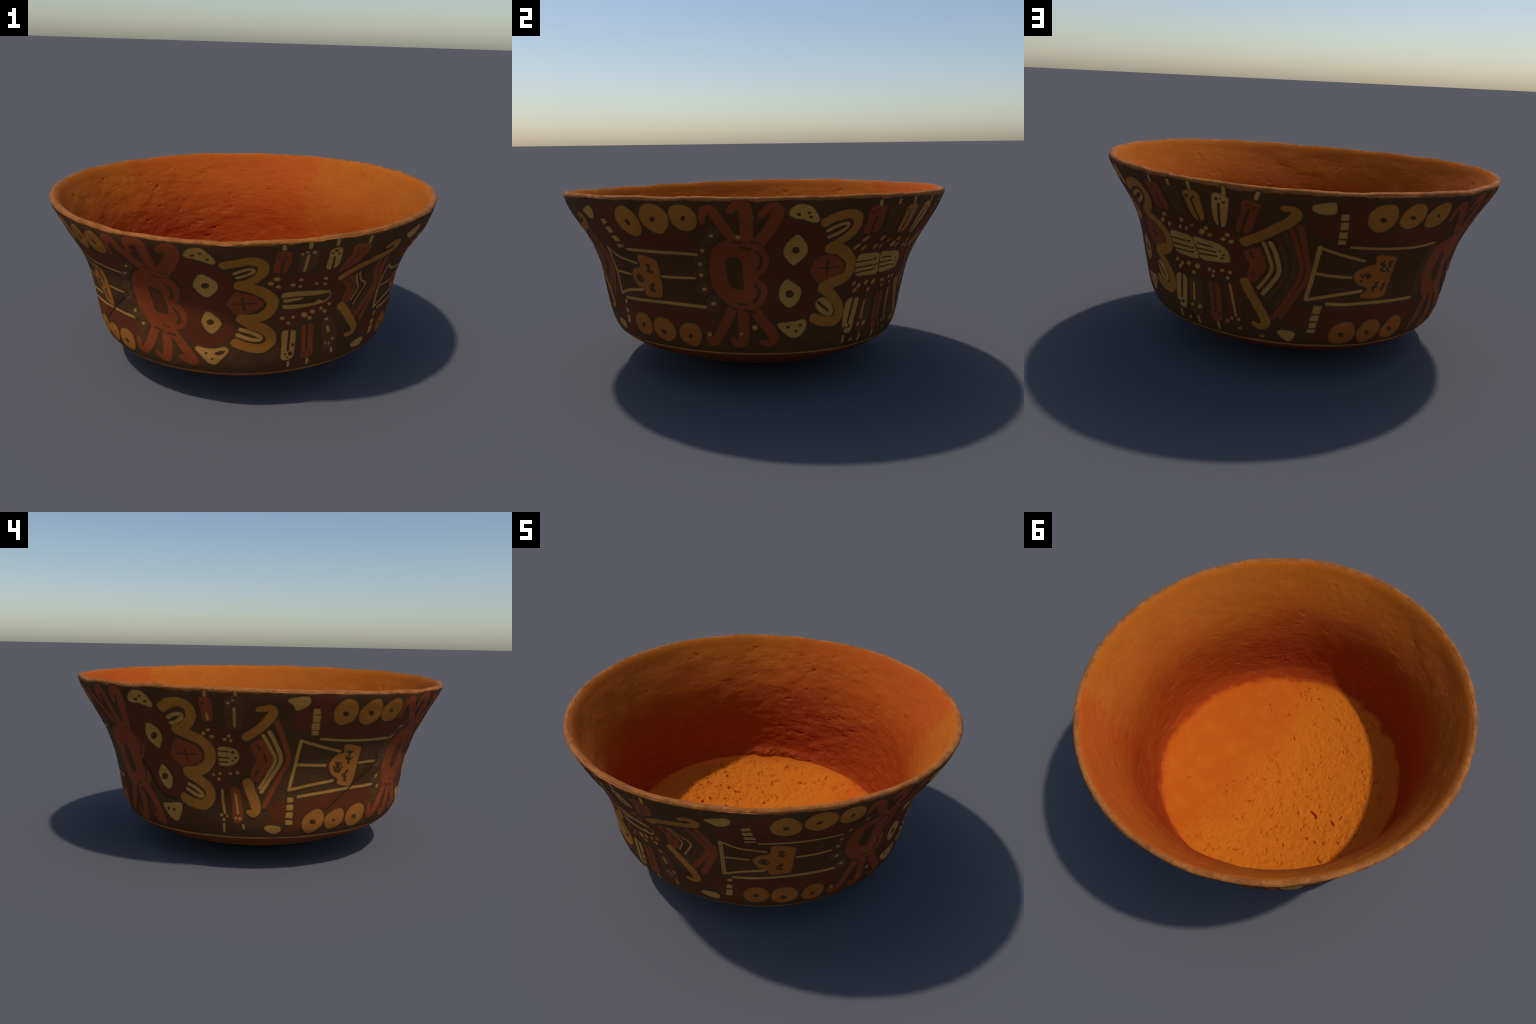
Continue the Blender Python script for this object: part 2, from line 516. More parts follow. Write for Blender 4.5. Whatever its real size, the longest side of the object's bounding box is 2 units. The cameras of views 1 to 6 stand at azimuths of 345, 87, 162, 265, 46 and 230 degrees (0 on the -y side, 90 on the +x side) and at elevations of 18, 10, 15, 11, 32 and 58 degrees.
def wobble(p, amp, seed):
    q = np.stack([p[:, 0] * 1.1, p[:, 1] * 0.8, np.full(len(p), seed * 3.7)], -1)
    sx, sy = scale_at(p[:, 1])
    return p + np.stack([value_noise(q, 90) * amp / sx, value_noise(q, 91) * amp / sy], -1)


def add(name, mat, outline, layer, halo):
    pieces.append((name, mat, outline, layer))
    if mat in THINNED and layer >= FILL or layer < OUTLINE and mat is MAROON:     # the brush leaves a thin wet edge
        pieces.append(("thin_edge", THINNED[mat], grow(outline, 0.0032), THIN if layer == FILL else layer - 1))
    if halo > 0:
        pieces.append(("dark_outline", DARK, grow(outline, halo), OUTLINE))


def blob(name, mat, pts, layer=FILL):
    p = wobble(spline(pts, True, 0.006), 0.0012, len(pieces))
    add(name, mat, p, layer, 0.009 if layer == FILL and mat is not FADED else 0)


def patch(name, mat, pts, layer=FILL):
    c = np.array(pts, float)
    c[:, 0] = c[0, 0] + bend(c[:, 0], c[0, 0])
    p = np.concatenate([np.linspace(a, b, 6, endpoint=False) for a, b in zip(c, np.roll(c, -1, 0))])
    add(name, mat, wobble(p, 0.0022, len(pieces)), layer, 0.007)


def oval(name, mat, c, a, b, tilt, layer=FILL):
    t = np.linspace(0, 2 * np.pi, 28 if a > 0.02 else 14, endpoint=False)
    k = math.radians(tilt)
    x, y = a * np.cos(t) * math.cos(k) - b * np.sin(t) * math.sin(k), a * np.cos(t) * math.sin(k) + b * np.sin(t) * math.cos(k)
    v = np.full_like(t, c[1])
    sx, sy = scale_at(v)
    p = wobble(np.stack([c[0] + x / sx, c[1] + y / sy], -1), 0.05 * b, len(pieces))
    add(name, mat, p, layer, 0.009 if layer == FILL and mat is not FADED else 0)


def stroke(name, mat, pts, width, layer=FILL):
    """A brush stroke with round ends along a spine."""
    if name == "head_scratch":           # scratched in a quick zigzag
        pts = np.array(pts, float)
        pts = np.array([pts[0] + (pts[-1] - pts[0]) * t + np.array([-(pts[-1] - pts[0])[1] * 0.0092 / 0.0141, (pts[-1] - pts[0])[0] * 0.0141 / 0.0092])
                        * s for t, s in ((0, 0.12), (0.25, -0.2), (0.45, 0.22), (0.7, -0.22), (1.0, 0.15))])
    p = spline(pts, False, 0.005)
    sx, sy = scale_at(p[:, 1])
    kx, ky = sx.mean(), sy.mean()
    m = np.stack([p[:, 0] * kx, p[:, 1] * ky], -1)
    tip = 0                              # curled tips run thin: upper legs and hooks begin with theirs, lower ones end with it
    if name in ("crab_leg", "hook"):
        tip = 1 if p[:, 1].mean() > 60 else -1
    pieces.append((name, mat, ("ribbon", m, width, kx, ky, len(pieces), tip), layer))
    if mat in THINNED:
        pieces.append(("thin_edge", THINNED[mat], ("ribbon", m, width + 0.006, kx, ky, len(pieces) - 1, tip), THIN if layer == FILL else layer - 1))
    if layer == FILL and mat is not FADED:
        pieces.append(("dark_outline", DARK, ("ribbon", m, width + 0.016, kx, ky, len(pieces) - 1, tip), OUTLINE))


# first figure: crab
blob('crab_body', RED, [(224.1, 74.6), (227.6, 78.5), (231.3, 78.1), (235.4, 76.9), (237.7, 73.9), (238.5, 68.5), (237.4, 63.6), (236.2, 61.5), (238.4, 59.4), (239.7, 54.3), (238.6, 48.6), (235.6, 45.8), (231.1, 43.4), (227.6, 43.5), (225.1, 46.3), (222.7, 52.4), (221.9, 61), (222.2, 68.2)])
stroke('crab_leg', RED, [(219.5, 86.2), (219.1, 89.8), (219.6, 93.1), (221.5, 94.8), (223.1, 91.6), (225.9, 86.5), (228.7, 81.7), (230.4, 77.8)], 0.042)
stroke('crab_leg', RED, [(227, 90.8), (226.7, 93.5), (227.7, 95.9), (229.5, 96.7), (230.9, 95), (231.5, 91), (231.9, 84.4), (232.7, 79.6)], 0.046)
stroke('crab_leg', RED, [(236.3, 93.7), (237.8, 94.9), (239.2, 94.6), (239.3, 91.9), (238, 86.7), (235.3, 80.5), (232.9, 75.5)], 0.058)
stroke('crab_leg', RED, [(228.2, 46.8), (226.1, 38.9), (224.1, 33), (222, 28.9), (219.9, 29.4), (219.5, 33.4)], 0.042)
stroke('crab_leg', RED, [(231.3, 45.9), (231.7, 38.6), (231.4, 31.8), (230.7, 26.7), (229, 26.5), (227.5, 28.7)], 0.041)
stroke('crab_leg', RED, [(233.2, 45.5), (236.4, 39), (239, 32.7), (241, 27.9), (239, 27.1), (236.7, 29.1)], 0.042)
blob('crab_hollow', DARK, [(228.1, 68.4), (230.7, 68.8), (232.2, 67.6), (232.8, 63.7), (233.4, 57.5), (232.8, 54.3), (230.8, 54.1), (228.7, 54.9), (228.2, 60.6)], DETAIL)
blob('crab_core', MAROON, [(229.4, 66.6), (231.4, 66.3), (232.1, 61), (232.5, 55.7), (230.6, 55.6), (229.5, 59.1)], DETAIL + 1)
stroke('crab_line', DARK, [(234.3, 72.4), (235.6, 68.7), (235.7, 65.2), (234.7, 63.6)], 0.013, DETAIL)
stroke('crab_line', DARK, [(235.3, 58), (236.7, 55), (236.9, 51.6), (236.1, 49.4)], 0.013, DETAIL)
stroke('crab_line', DARK, [(229, 81.6), (230.5, 81.1)], 0.01, DETAIL)
stroke('crab_line', DARK, [(230.7, 77.4), (232, 76.3), (233.4, 76.5)], 0.009, DETAIL)
stroke('crab_line', DARK, [(233.7, 80), (234.8, 79), (236, 79.4)], 0.009, DETAIL)
stroke('crab_line', DARK, [(227.5, 44.5), (229.6, 43.8), (230.9, 42.3)], 0.009, DETAIL)
stroke('crab_line', DARK, [(230.6, 46.9), (232.9, 46.2)], 0.009, DETAIL)
stroke('crab_line', DARK, [(232.3, 42.8), (234.8, 42.1)], 0.012, DETAIL)

# first figure: face
blob('face_ground', MAROON, [(241.3, 88.5), (245.6, 88.4), (249.7, 85.5), (252.7, 79.6), (253.7, 73.4), (253.2, 66.1), (251.7, 64.1), (253.4, 60.1), (254.1, 52.8), (253.4, 45.4), (250.3, 39.7), (245.9, 37.4), (241.5, 38.4), (238.1, 44.5), (239.9, 53.4), (238.5, 63.4), (239, 71.2), (238.2, 78.8)], GROUND)
blob('eye', CREAM, [(245.5, 81), (246.5, 80.8), (249.2, 77.5), (249.7, 74.2), (248.8, 70.9), (246.5, 67.6), (244.3, 69.8), (243.1, 73.7), (243.8, 77.5), (244.7, 80.2)])
oval('pupil', DARK, (246.3, 74.4), 0.0199, 0.0160, 48, DETAIL)
blob('eye', CREAM, [(246.6, 58.6), (248.2, 56.8), (250.2, 52.6), (249.3, 49), (247.4, 45.9), (245.6, 47.6), (244.3, 51.8), (244.8, 55.3), (245.5, 57.9)])
oval('pupil', DARK, (246.9, 52.6), 0.0168, 0.0149, 48, DETAIL)
blob('half_moon', CREAM, [(242.2, 92.1), (242.9, 94.5), (244.6, 96.1), (246.5, 96.2), (248.3, 93.5), (249.4, 90.8), (249.6, 88.4), (248.8, 87.6), (246.9, 89), (244.1, 90.3), (242.4, 90.9)])
oval('moon_dot', DARK, (244.3, 92.1), 0.0096, 0.0060, -164, DETAIL)
oval('moon_dot', DARK, (246.3, 93.6), 0.0075, 0.0050, -167, DETAIL)
oval('moon_dot', DARK, (247.8, 90.3), 0.0082, 0.0057, -166, DETAIL)
blob('half_moon', CREAM, [(241.6, 35.8), (242.6, 37.3), (244.8, 36.7), (248.4, 37), (251.3, 38.1), (252.4, 36.1), (251.3, 33.3), (248.8, 28.3), (247.4, 27.3), (245.7, 28.3), (243.6, 32.2)])
oval('moon_dot', DARK, (245.2, 33.9), 0.0071, 0.0059, -152, DETAIL)
oval('moon_dot', DARK, (247.2, 30.7), 0.0068, 0.0059, -137, DETAIL)
blob('moon_dot', DARK, [(247.9, 34.4), (249.7, 35.8), (251.3, 36), (250.8, 34.2), (249.1, 33.1)], DETAIL)
stroke('whisker', OCHRE, [(251.6, 87.1), (254.6, 88.4), (257.9, 89.6), (260.5, 88), (261.4, 84.5), (260.4, 80.5), (258, 77.1), (255.4, 75.5)], 0.043)
stroke('whisker', OCHRE, [(255.4, 75.5), (258.8, 73.3), (262.5, 69.9), (265, 64.6), (264.5, 59.7), (262.2, 56), (258.6, 54.7), (256.1, 55.3)], 0.049)
stroke('whisker', OCHRE, [(256.1, 55.3), (259.4, 51.3), (263.2, 48.5), (265.5, 43.8), (264.9, 39.4), (262.3, 37.2), (258.1, 38.5), (254.5, 41)], 0.045)
stroke('whisker_loop', CREAM, [(254.1, 82.2), (256.8, 84.5), (258.6, 84.9), (258.9, 83.4), (257.3, 81.5), (254.8, 79.9)], 0.0135, DETAIL)
stroke('whisker_loop', CREAM, [(255.9, 48.9), (259, 47.1), (261.7, 44.7), (262.2, 42.7), (260.6, 42.3), (257.8, 43.7), (255.1, 45.7)], 0.017, DETAIL)
blob('shield', RED, [(252.1, 64.3), (254.1, 70.3), (255.5, 70.8), (259.4, 68.7), (262.3, 64.9), (262.2, 62.9), (260.4, 60), (257.3, 58), (254.6, 57.9), (253.1, 61.1)])
stroke('shield_cross', DARK, [(254, 63.9), (260.2, 64.2)], 0.0085, DETAIL)
stroke('shield_cross', DARK, [(256.3, 67.5), (257.1, 59.9)], 0.01, DETAIL)

# first figure: hand and feather fingers
blob('spotted_ground', MAROON, [(262.7, 77.8), (264.4, 81.1), (266.3, 81.1), (268.1, 78.2), (270.5, 80.8), (272.8, 79.9), (275.2, 76.7), (277.9, 80.2), (280.7, 78.8), (285, 70.2), (286.3, 63.2), (285.1, 57.7), (283.1, 54), (278.1, 52.2), (274.3, 51.9), (272.1, 48.5), (269.8, 47.8), (266.7, 50.5), (266, 55), (267.4, 60.2), (267, 69.3), (264.7, 72.3)], GROUND)
blob('hand_ground', DARK, [(266.7, 69.9), (273.8, 70.6), (281.4, 68.5), (283.6, 64.7), (283.5, 61.7), (280.6, 59.8), (275.2, 59.2), (268.8, 58.7), (267.4, 62.7)], GROUND + 1)
blob('hand_finger', CREAM, [(267.4, 68.2), (268.6, 69.5), (274.5, 69.2), (281, 67.6), (282.1, 66.5), (280.2, 65.9), (276.5, 66.1), (272.3, 66.7), (267.8, 66.6)], DETAIL)
blob('hand_finger', CREAM, [(268.1, 65.1), (271, 65.5), (273.9, 65.3), (273.3, 64.5), (270.6, 63.8), (268.7, 63.5)], DETAIL)
blob('hand_finger', CREAM, [(268.1, 61.6), (268.8, 61.9), (272.9, 61.3), (277.7, 61), (279.1, 62.5), (281, 61.2), (282.5, 62.6), (282.2, 61), (279.7, 60.1), (274.4, 59.4), (269, 59.8)], DETAIL)
stroke('hand_line', CREAM, [(281.9, 66.6), (283, 64.4), (282.7, 62.3)], 0.003, DETAIL)
oval('spot', CREAM, (265.1, 78.5), 0.0144, 0.0103, 158, DETAIL)
oval('spot', CREAM, (263.7, 76.0), 0.0121, 0.0099, 135, DETAIL)
oval('spot', CREAM, (265.9, 73.7), 0.0105, 0.0080, 148, DETAIL)
oval('spot', CREAM, (271.7, 77.0), 0.0096, 0.0065, 139, DETAIL)
oval('spot', CREAM, (269.9, 74.1), 0.0110, 0.0077, 144, DETAIL)
oval('spot', CREAM, (272.1, 72.7), 0.0087, 0.0058, 127, DETAIL)
oval('spot', CREAM, (279.1, 75.6), 0.0113, 0.0063, 143, DETAIL)
oval('spot', CREAM, (276.8, 73.2), 0.0096, 0.0058, 142, DETAIL)
oval('spot', CREAM, (279.6, 72.1), 0.0105, 0.0060, 141, DETAIL)
oval('spot', CREAM, (268.5, 54.2), 0.0088, 0.0071, 140, DETAIL)
oval('spot', CREAM, (271.9, 54.2), 0.0078, 0.0059, 146, DETAIL)
oval('spot', CREAM, (270.6, 50.9), 0.0077, 0.0060, 134, DETAIL)
oval('spot', CREAM, (275.4, 54.7), 0.0154, 0.0111, 137, DETAIL)
oval('spot', CREAM, (278.0, 55.8), 0.0117, 0.0080, 141, DETAIL)
oval('spot', CREAM, (277.3, 52.3), 0.0107, 0.0075, 139, DETAIL)
oval('spot', CREAM, (280.8, 56.9), 0.0096, 0.0063, 139, DETAIL)
oval('spot', CREAM, (282.3, 54.8), 0.0107, 0.0067, 143, DETAIL)
oval('spot', CREAM, (283.4, 58.7), 0.0102, 0.0062, 141, DETAIL)
blob('feather', RED, [(264.1, 93.8), (265, 94.4), (267.1, 94.2), (267.5, 92.8), (267.6, 87.1), (267.2, 83), (266, 82.1), (264, 82.9), (263.9, 87.7)])
stroke('feather_slit', DARK, [(265.9, 89.8), (265.8, 81.7)], 0.011, DETAIL)
oval('feather_dot', DARK, (264.6, 91.6), 0.0062, 0.0049, 124, DETAIL + 1)
oval('feather_dot', DARK, (265.9, 92.6), 0.0059, 0.0047, 138, DETAIL + 1)
oval('feather_dot', DARK, (266.4, 91.1), 0.0060, 0.0047, 136, DETAIL + 1)
stroke('feather_stem', CREAM, [(265.4, 97.4), (265.6, 95.6)], 0.014)
blob('feather', FADED, [(269.9, 93.7), (273.8, 93.7), (274.3, 92.7), (274.5, 86), (273.9, 81.7), (270.3, 82.3), (270.1, 87.1)])
stroke('feather_slit', CREAM, [(271.7, 91.5), (271.8, 82.2)], 0.01, DETAIL)
oval('feather_dot', CREAM, (273.0, 92.8), 0.0091, 0.0061, 143, DETAIL + 1)
oval('feather_dot', CREAM, (271.2, 93.3), 0.0054, 0.0038, 147, DETAIL + 1)
oval('feather_dot', CREAM, (270.1, 92.4), 0.0060, 0.0042, 129, DETAIL + 1)
stroke('feather_stem', CREAM, [(271.6, 98), (271.7, 95.8)], 0.014)
blob('feather', CREAM, [(277.2, 92.4), (278.3, 93.6), (279.7, 93.2), (280.3, 91.8), (281, 85.9), (281, 82.9), (279.6, 81.1), (278.1, 82.1), (277.6, 84.1), (277.4, 88.5)])
stroke('feather_slit', DARK, [(278.8, 88.5), (279.7, 80.9)], 0.0105, DETAIL)
oval('feather_dot', DARK, (278.7, 92.0), 0.0102, 0.0058, 148, DETAIL + 1)
oval('feather_dot', DARK, (277.9, 90.8), 0.0076, 0.0045, 136, DETAIL + 1)
oval('feather_dot', DARK, (279.8, 90.1), 0.0076, 0.0043, 141, DETAIL + 1)
stroke('feather_stem', CREAM, [(278.3, 97.7), (278.5, 95.2)], 0.013)
blob('feather', RED, [(283.9, 94), (288.7, 92.4), (288.9, 89), (287.7, 83.3), (284.3, 78.9), (282.8, 78.5), (282.2, 81), (283.6, 88.3)])
stroke('feather_slit', DARK, [(285.9, 89.3), (283.7, 78.1)], 0.007, DETAIL)
oval('feather_dot', DARK, (285.0, 91.3), 0.0093, 0.0046, 144, DETAIL + 1)
oval('feather_dot', DARK, (287.0, 91.0), 0.0085, 0.0039, 148, DETAIL + 1)
oval('feather_dot', DARK, (287.2, 89.7), 0.0086, 0.0040, 147, DETAIL + 1)
stroke('feather_stem', CREAM, [(287.8, 96.8), (287.8, 93.9)], 0.014)
blob('feather', CREAM, [(269.1, 45.7), (270.4, 46.4), (273.1, 45.8), (273.4, 43.3), (273.5, 35.7), (273.3, 30.7), (272, 28.9), (270.3, 29), (269.4, 31.1), (269.3, 36.7)])
stroke('feather_slit', DARK, [(271.3, 46.5), (271.4, 34.5)], 0.011, DETAIL)
oval('feather_dot', DARK, (272.3, 32.6), 0.0131, 0.0099, 125, DETAIL + 1)
oval('feather_dot', DARK, (270.6, 32.4), 0.0065, 0.0047, 114, DETAIL + 1)
oval('feather_dot', DARK, (271.3, 30.6), 0.0058, 0.0043, 120, DETAIL + 1)
oval('feather_dot', DARK, (272.9, 37.7), 0.0100, 0.0060, 105, DETAIL + 1)
stroke('feather_stem', CREAM, [(272, 27.5), (272.2, 24.3)], 0.01)
blob('feather', RED, [(275.2, 47.7), (275.9, 48.5), (278.5, 48.5), (279.2, 44.1), (280.1, 33.7), (280.2, 30.1), (278.5, 28.6), (276.5, 29), (276.1, 32.5), (275.7, 40.1)])
stroke('feather_slit', DARK, [(276.8, 49), (277.9, 33)], 0.01, DETAIL)
oval('feather_dot', DARK, (277.1, 31.2), 0.0069, 0.0048, 133, DETAIL + 1)
oval('feather_dot', DARK, (279.0, 31.6), 0.0071, 0.0048, 135, DETAIL + 1)
stroke('feather_stem', CREAM, [(278.8, 27.4), (279.1, 24.1)], 0.01)
blob('feather', FADED, [(281.8, 50.6), (283.5, 51.4), (285.8, 50), (287.1, 45.6), (288.9, 37.8), (288.8, 32.3), (284.5, 31), (283.5, 37.6), (282.2, 45.5)])
stroke('feather_slit', CREAM, [(284.3, 45.2), (285.1, 41.9)], 0.011, DETAIL)
oval('feather_dot', CREAM, (283.5, 49.7), 0.0100, 0.0058, 151, DETAIL + 1)
oval('feather_dot', CREAM, (287.5, 36.6), 0.0074, 0.0044, 144, DETAIL + 1)
oval('feather_dot', CREAM, (284.7, 35.1), 0.0058, 0.0037, 131, DETAIL + 1)
oval('feather_dot', CREAM, (286.2, 34.1), 0.0060, 0.0038, 133, DETAIL + 1)
stroke('feather_stem', CREAM, [(287.7, 30.7), (288.3, 27.8)], 0.009)

# first figure: hooks, jaw and chevrons
stroke('hook', OCHRE, [(296.9, 87.4), (298.2, 88.7), (300.1, 88.1), (300.7, 85.9), (299, 83.5), (295.1, 81.7), (290.9, 79.9), (287.3, 77.4), (284.4, 74.3)], 0.036)
stroke('hook', OCHRE, [(288, 56.3), (291.1, 50.8), (294.7, 43.7), (296.2, 40), (296.4, 37.3), (295, 36), (293.4, 36.3)], 0.034)
blob('jaw', RED, [(285.9, 70.8), (287.4, 73.3), (289.1, 73.8), (291.8, 68.8), (292.1, 64.7), (291.8, 60.3), (290.7, 57.1), (289.2, 58), (287.8, 60.1), (288.3, 63.8), (288.1, 66.9)])
oval('jaw_mark', DARK, (288.5, 70.5), 0.0166, 0.0073, 127, DETAIL)
stroke('jaw_mark', DARK, [(290.3, 67.5), (291, 64.2)], 0.009, DETAIL)
stroke('jaw_mark', DARK, [(289.4, 62.9), (289.6, 59.5)], 0.007, DETAIL)
stroke('chevron', FADED, [(294.7, 75.6), (299, 61), (294.6, 50.8)], 0.05)
stroke('chevron', CREAM, [(290.2, 74), (291.8, 68.7), (293.4, 64.1), (291.9, 57.6)], 0.006, DETAIL)
stroke('chevron', CREAM, [(291, 74.7), (293.5, 68.9), (296.4, 64.4), (293.4, 54.6)], 0.006, DETAIL)
stroke('chevron_line', DARK, [(292.9, 75.8), (295.8, 70.5), (298.1, 64.6), (294.7, 52.8)], 0.006, DETAIL)
stroke('chevron_line', DARK, [(293.8, 76.6), (297.1, 71.4), (299.5, 64.4), (295.9, 51.6)], 0.006, DETAIL)
stroke('chevron', RED, [(297.4, 78.8), (299.5, 69.7), (301.7, 61.4), (296.3, 47.1)], 0.026)
stroke('chevron', RED, [(300, 80.6), (301.8, 71), (303.6, 61.8), (299.1, 43.7)], 0.028)

# first figure: tail panel
blob('cream_fleck', CREAM, [(303.6, 91.1), (305.7, 92.8), (309, 94.2), (309.8, 91.9), (308.7, 88.6), (306.8, 87.6), (305.1, 89.1)])
blob('cream_fleck', CREAM, [(297.4, 28), (299.3, 29.7), (303.7, 29.1), (303.2, 24.9), (300.3, 25), (298.1, 26.1)])
oval('panel_ground', MAROON, (308.8, 80.6), 0.0768, 0.0511, 68, GROUND)
oval('panel_ground', MAROON, (304.1, 37.4), 0.0591, 0.0429, -136, GROUND)
blob('panel_ground', MAROON, [(310.4, 93.1), (319.5, 95.2), (319.6, 85.1), (322.4, 78.9), (328.8, 81.2), (336.5, 85.6), (340.4, 83.9), (338.5, 73.9), (328, 72.4), (316.9, 73.5), (315.6, 80.5), (312.9, 89.3)], GROUND + 1)
blob('panel_ground', MAROON, [(309.4, 42.6), (322.1, 44.2), (334.4, 44.8), (342.6, 43.1), (344.3, 36.6), (341.4, 31.6), (338.7, 35.1), (330.8, 33.6), (322.4, 36.4), (314.2, 37.3), (311.3, 27.6), (309.9, 22.5), (304.2, 23.4), (308.4, 30.1), (309, 38.2)], GROUND + 1)
patch('ladder_rung', CREAM, [(312.3, 87.6), (314.2, 88.4), (314.7, 86.5), (312.5, 85.3)])
patch('ladder_rung', CREAM, [(312.4, 83.5), (314.8, 84.2), (315, 81.3), (312.7, 80.7)])
patch('ladder_rung', CREAM, [(312.7, 78.9), (315.3, 79.5), (315.7, 76.8), (313.1, 76.1)])
patch('ladder_rung', CREAM, [(312.9, 74.4), (315.9, 74.8), (315.8, 73.6), (313, 73)])
patch('ladder_rung', CREAM, [(307.1, 42.9), (308.6, 43.1), (308.3, 41), (307.2, 40.7)])
patch('ladder_rung', CREAM, [(306.8, 37.9), (308.5, 38.2), (308.4, 35.9), (306.7, 35.4)])
patch('ladder_rung', CREAM, [(306.6, 33.8), (308.5, 34.2), (308.2, 30), (306.4, 29.6)])
stroke('cage_line', CREAM, [(316.7, 72.5), (321.1, 72.4), (328, 72.4), (335.3, 72.5), (341.1, 72.1)], 0.012)
stroke('cage_line', CREAM, [(308.9, 44.6), (314.2, 44.9), (322.1, 45.4), (330.1, 45.7), (341.9, 45.1)], 0.012)
stroke('cage_line', CREAM, [(328, 59.4), (333.1, 59.6), (339.2, 59.8)], 0.009)
stroke('cage_line', CREAM, [(305.6, 71.6), (305.5, 60), (305.7, 46.7)], 0.006)
stroke('cage_line', CREAM, [(306.1, 71.8), (306.1, 60.2), (306.4, 47.4)], 0.006)
stroke('cage_line', CREAM, [(305.7, 72.1), (310.6, 67.7), (318.8, 65.1)], 0.009)
stroke('cage_line', CREAM, [(306.8, 58.8), (310.4, 58.7), (314, 58.4)], 0.008)
stroke('cage_line', CREAM, [(305.9, 46.3), (311.5, 49.2), (318.8, 51)], 0.011)
blob('trophy_head', OCHRE_RED, [(315.1, 58.2), (316.7, 61.8), (319.8, 63.3), (320.1, 68.5), (321.2, 70), (326.8, 67.9), (327.3, 65.1), (327, 50.7), (325.9, 48.1), (320.8, 47.9), (319.6, 51.2), (316.8, 53.1)])
stroke('head_scratch', DARK, [(322.5, 64.6), (324.2, 64.8)], 0.009, DETAIL)
stroke('head_scratch', DARK, [(323.3, 64.7), (323.5, 61.8)], 0.009, DETAIL)
stroke('head_scratch', DARK, [(322.4, 61.8), (324.5, 61.1)], 0.009, DETAIL)
stroke('head_scratch', DARK, [(316.8, 56.7), (320, 56.4)], 0.009, DETAIL)
stroke('head_scratch', DARK, [(317.9, 59.3), (318.7, 55)], 0.009, DETAIL)
stroke('head_scratch', DARK, [(317.3, 57.9), (319.4, 58.3)], 0.009, DETAIL)
stroke('head_scratch', DARK, [(322.2, 51.9), (324.2, 51)], 0.009, DETAIL)
stroke('head_scratch', DARK, [(323.4, 51.8), (323.7, 54.6)], 0.009, DETAIL)
stroke('head_scratch', DARK, [(322.4, 53.3), (324.2, 54.8)], 0.009, DETAIL)
oval('disc', OCHRE, (323.1, 87.6), 0.0776, 0.0601, 109)
oval('disc_hole', DARK, (323.0, 87.3), 0.0160, 0.0124, 119, DETAIL)
blob('disc', OCHRE, [(328.2, 93.4), (330.2, 96.3), (333.1, 96.3), (335.4, 93.1), (335.7, 87.8), (333.6, 83.3), (331.4, 82.4), (328.9, 84.8), (327.5, 89.1)])
oval('disc_hole', DARK, (331.2, 89.2), 0.0160, 0.0109, -147, DETAIL)
blob('disc', OCHRE, [(336.4, 92), (337.3, 95.3), (339.2, 96.2), (341.9, 94.8), (343.3, 91), (343, 86.9), (341.6, 84.4), (339.2, 84.3), (336.9, 87.2)])
oval('disc_hole', DARK, (339.9, 90.0), 0.0136, 0.0095, 62, DETAIL)
oval('disc', OCHRE_RED, (316.3, 31.6), 0.0580, 0.0557, 63)
oval('disc_hole', DARK, (316.2, 31.1), 0.0134, 0.0123, 80, DETAIL)
oval('disc', OCHRE_RED, (325.7, 30.8), 0.0616, 0.0582, 146)
oval('disc_hole', DARK, (325.4, 29.3), 0.0162, 0.0129, 143, DETAIL)
blob('disc', OCHRE_RED, [(331.9, 31), (333.2, 34.6), (335.8, 36), (338.6, 34.7), (339.6, 30.9), (338.8, 25.9), (336.6, 23.4), (334, 24.7), (332, 27.5)])
oval('disc_hole', DARK, (335.7, 29.0), 0.0126, 0.0098, -138, DETAIL)
oval('scallop', FADED, (346.9, 83.0), 0.0319, 0.0257, -159)
oval('scallop', FADED, (345.6, 79.6), 0.0332, 0.0238, -167)
oval('scallop', FADED, (343.0, 74.8), 0.0294, 0.0220, 61)
oval('scallop', FADED, (341.9, 68.7), 0.0323, 0.0264, -140)
oval('scallop', FADED, (341.4, 62.7), 0.0318, 0.0264, -145)
oval('scallop', FADED, (341.7, 54.7), 0.0349, 0.0296, -148)
oval('scallop', FADED, (344.3, 46.7), 0.0450, 0.0334, 77)
oval('scallop_dot', CREAM, (346.4, 81.9), 0.0088, 0.0068, -163, DETAIL)
oval('scallop_dot', CREAM, (343.1, 74.3), 0.0087, 0.0070, -135, DETAIL)
oval('scallop_dot', CREAM, (341.7, 67.2), 0.0085, 0.0070, -146, DETAIL)
oval('scallop_dot', CREAM, (341.4, 61.5), 0.0085, 0.0069, -150, DETAIL)
oval('scallop_dot', CREAM, (341.9, 54.3), 0.0094, 0.0075, -160, DETAIL)
oval('scallop_dot', CREAM, (344.5, 47.1), 0.0097, 0.0070, -169, DETAIL)

# second figure: crab
blob('crab_body', RED, [(345.4, 72.1), (347.3, 77.2), (350.6, 79.8), (354.5, 80.4), (359.1, 77.3), (0.8, 73.5), (1.6, 69.1), (0.5, 64), (358.3, 60.9), (0.5, 57.7), (1.1, 53.3), (359.8, 48.2), (356.6, 45), (352.8, 45.6), (348.6, 48), (345.6, 52.9), (344.4, 59.2), (344.5, 66.3)])
stroke('crab_leg', RED, [(344.8, 88.7), (344.9, 91.7), (345.9, 93.7), (347.3, 93.7), (348.7, 90), (350.5, 84.6), (352.5, 79.8)], 0.039)
stroke('crab_leg', RED, [(352.1, 94.1), (352.9, 95.8), (354.7, 96.6), (355.6, 94), (355.7, 88.2), (355.7, 81)], 0.049)
stroke('crab_leg', RED, [(359.5, 92.3), (0.6, 94.3), (2.3, 95.1), (3.4, 92.8), (2.5, 88.1), (0.7, 82.8), (358.4, 77.9)], 0.047)
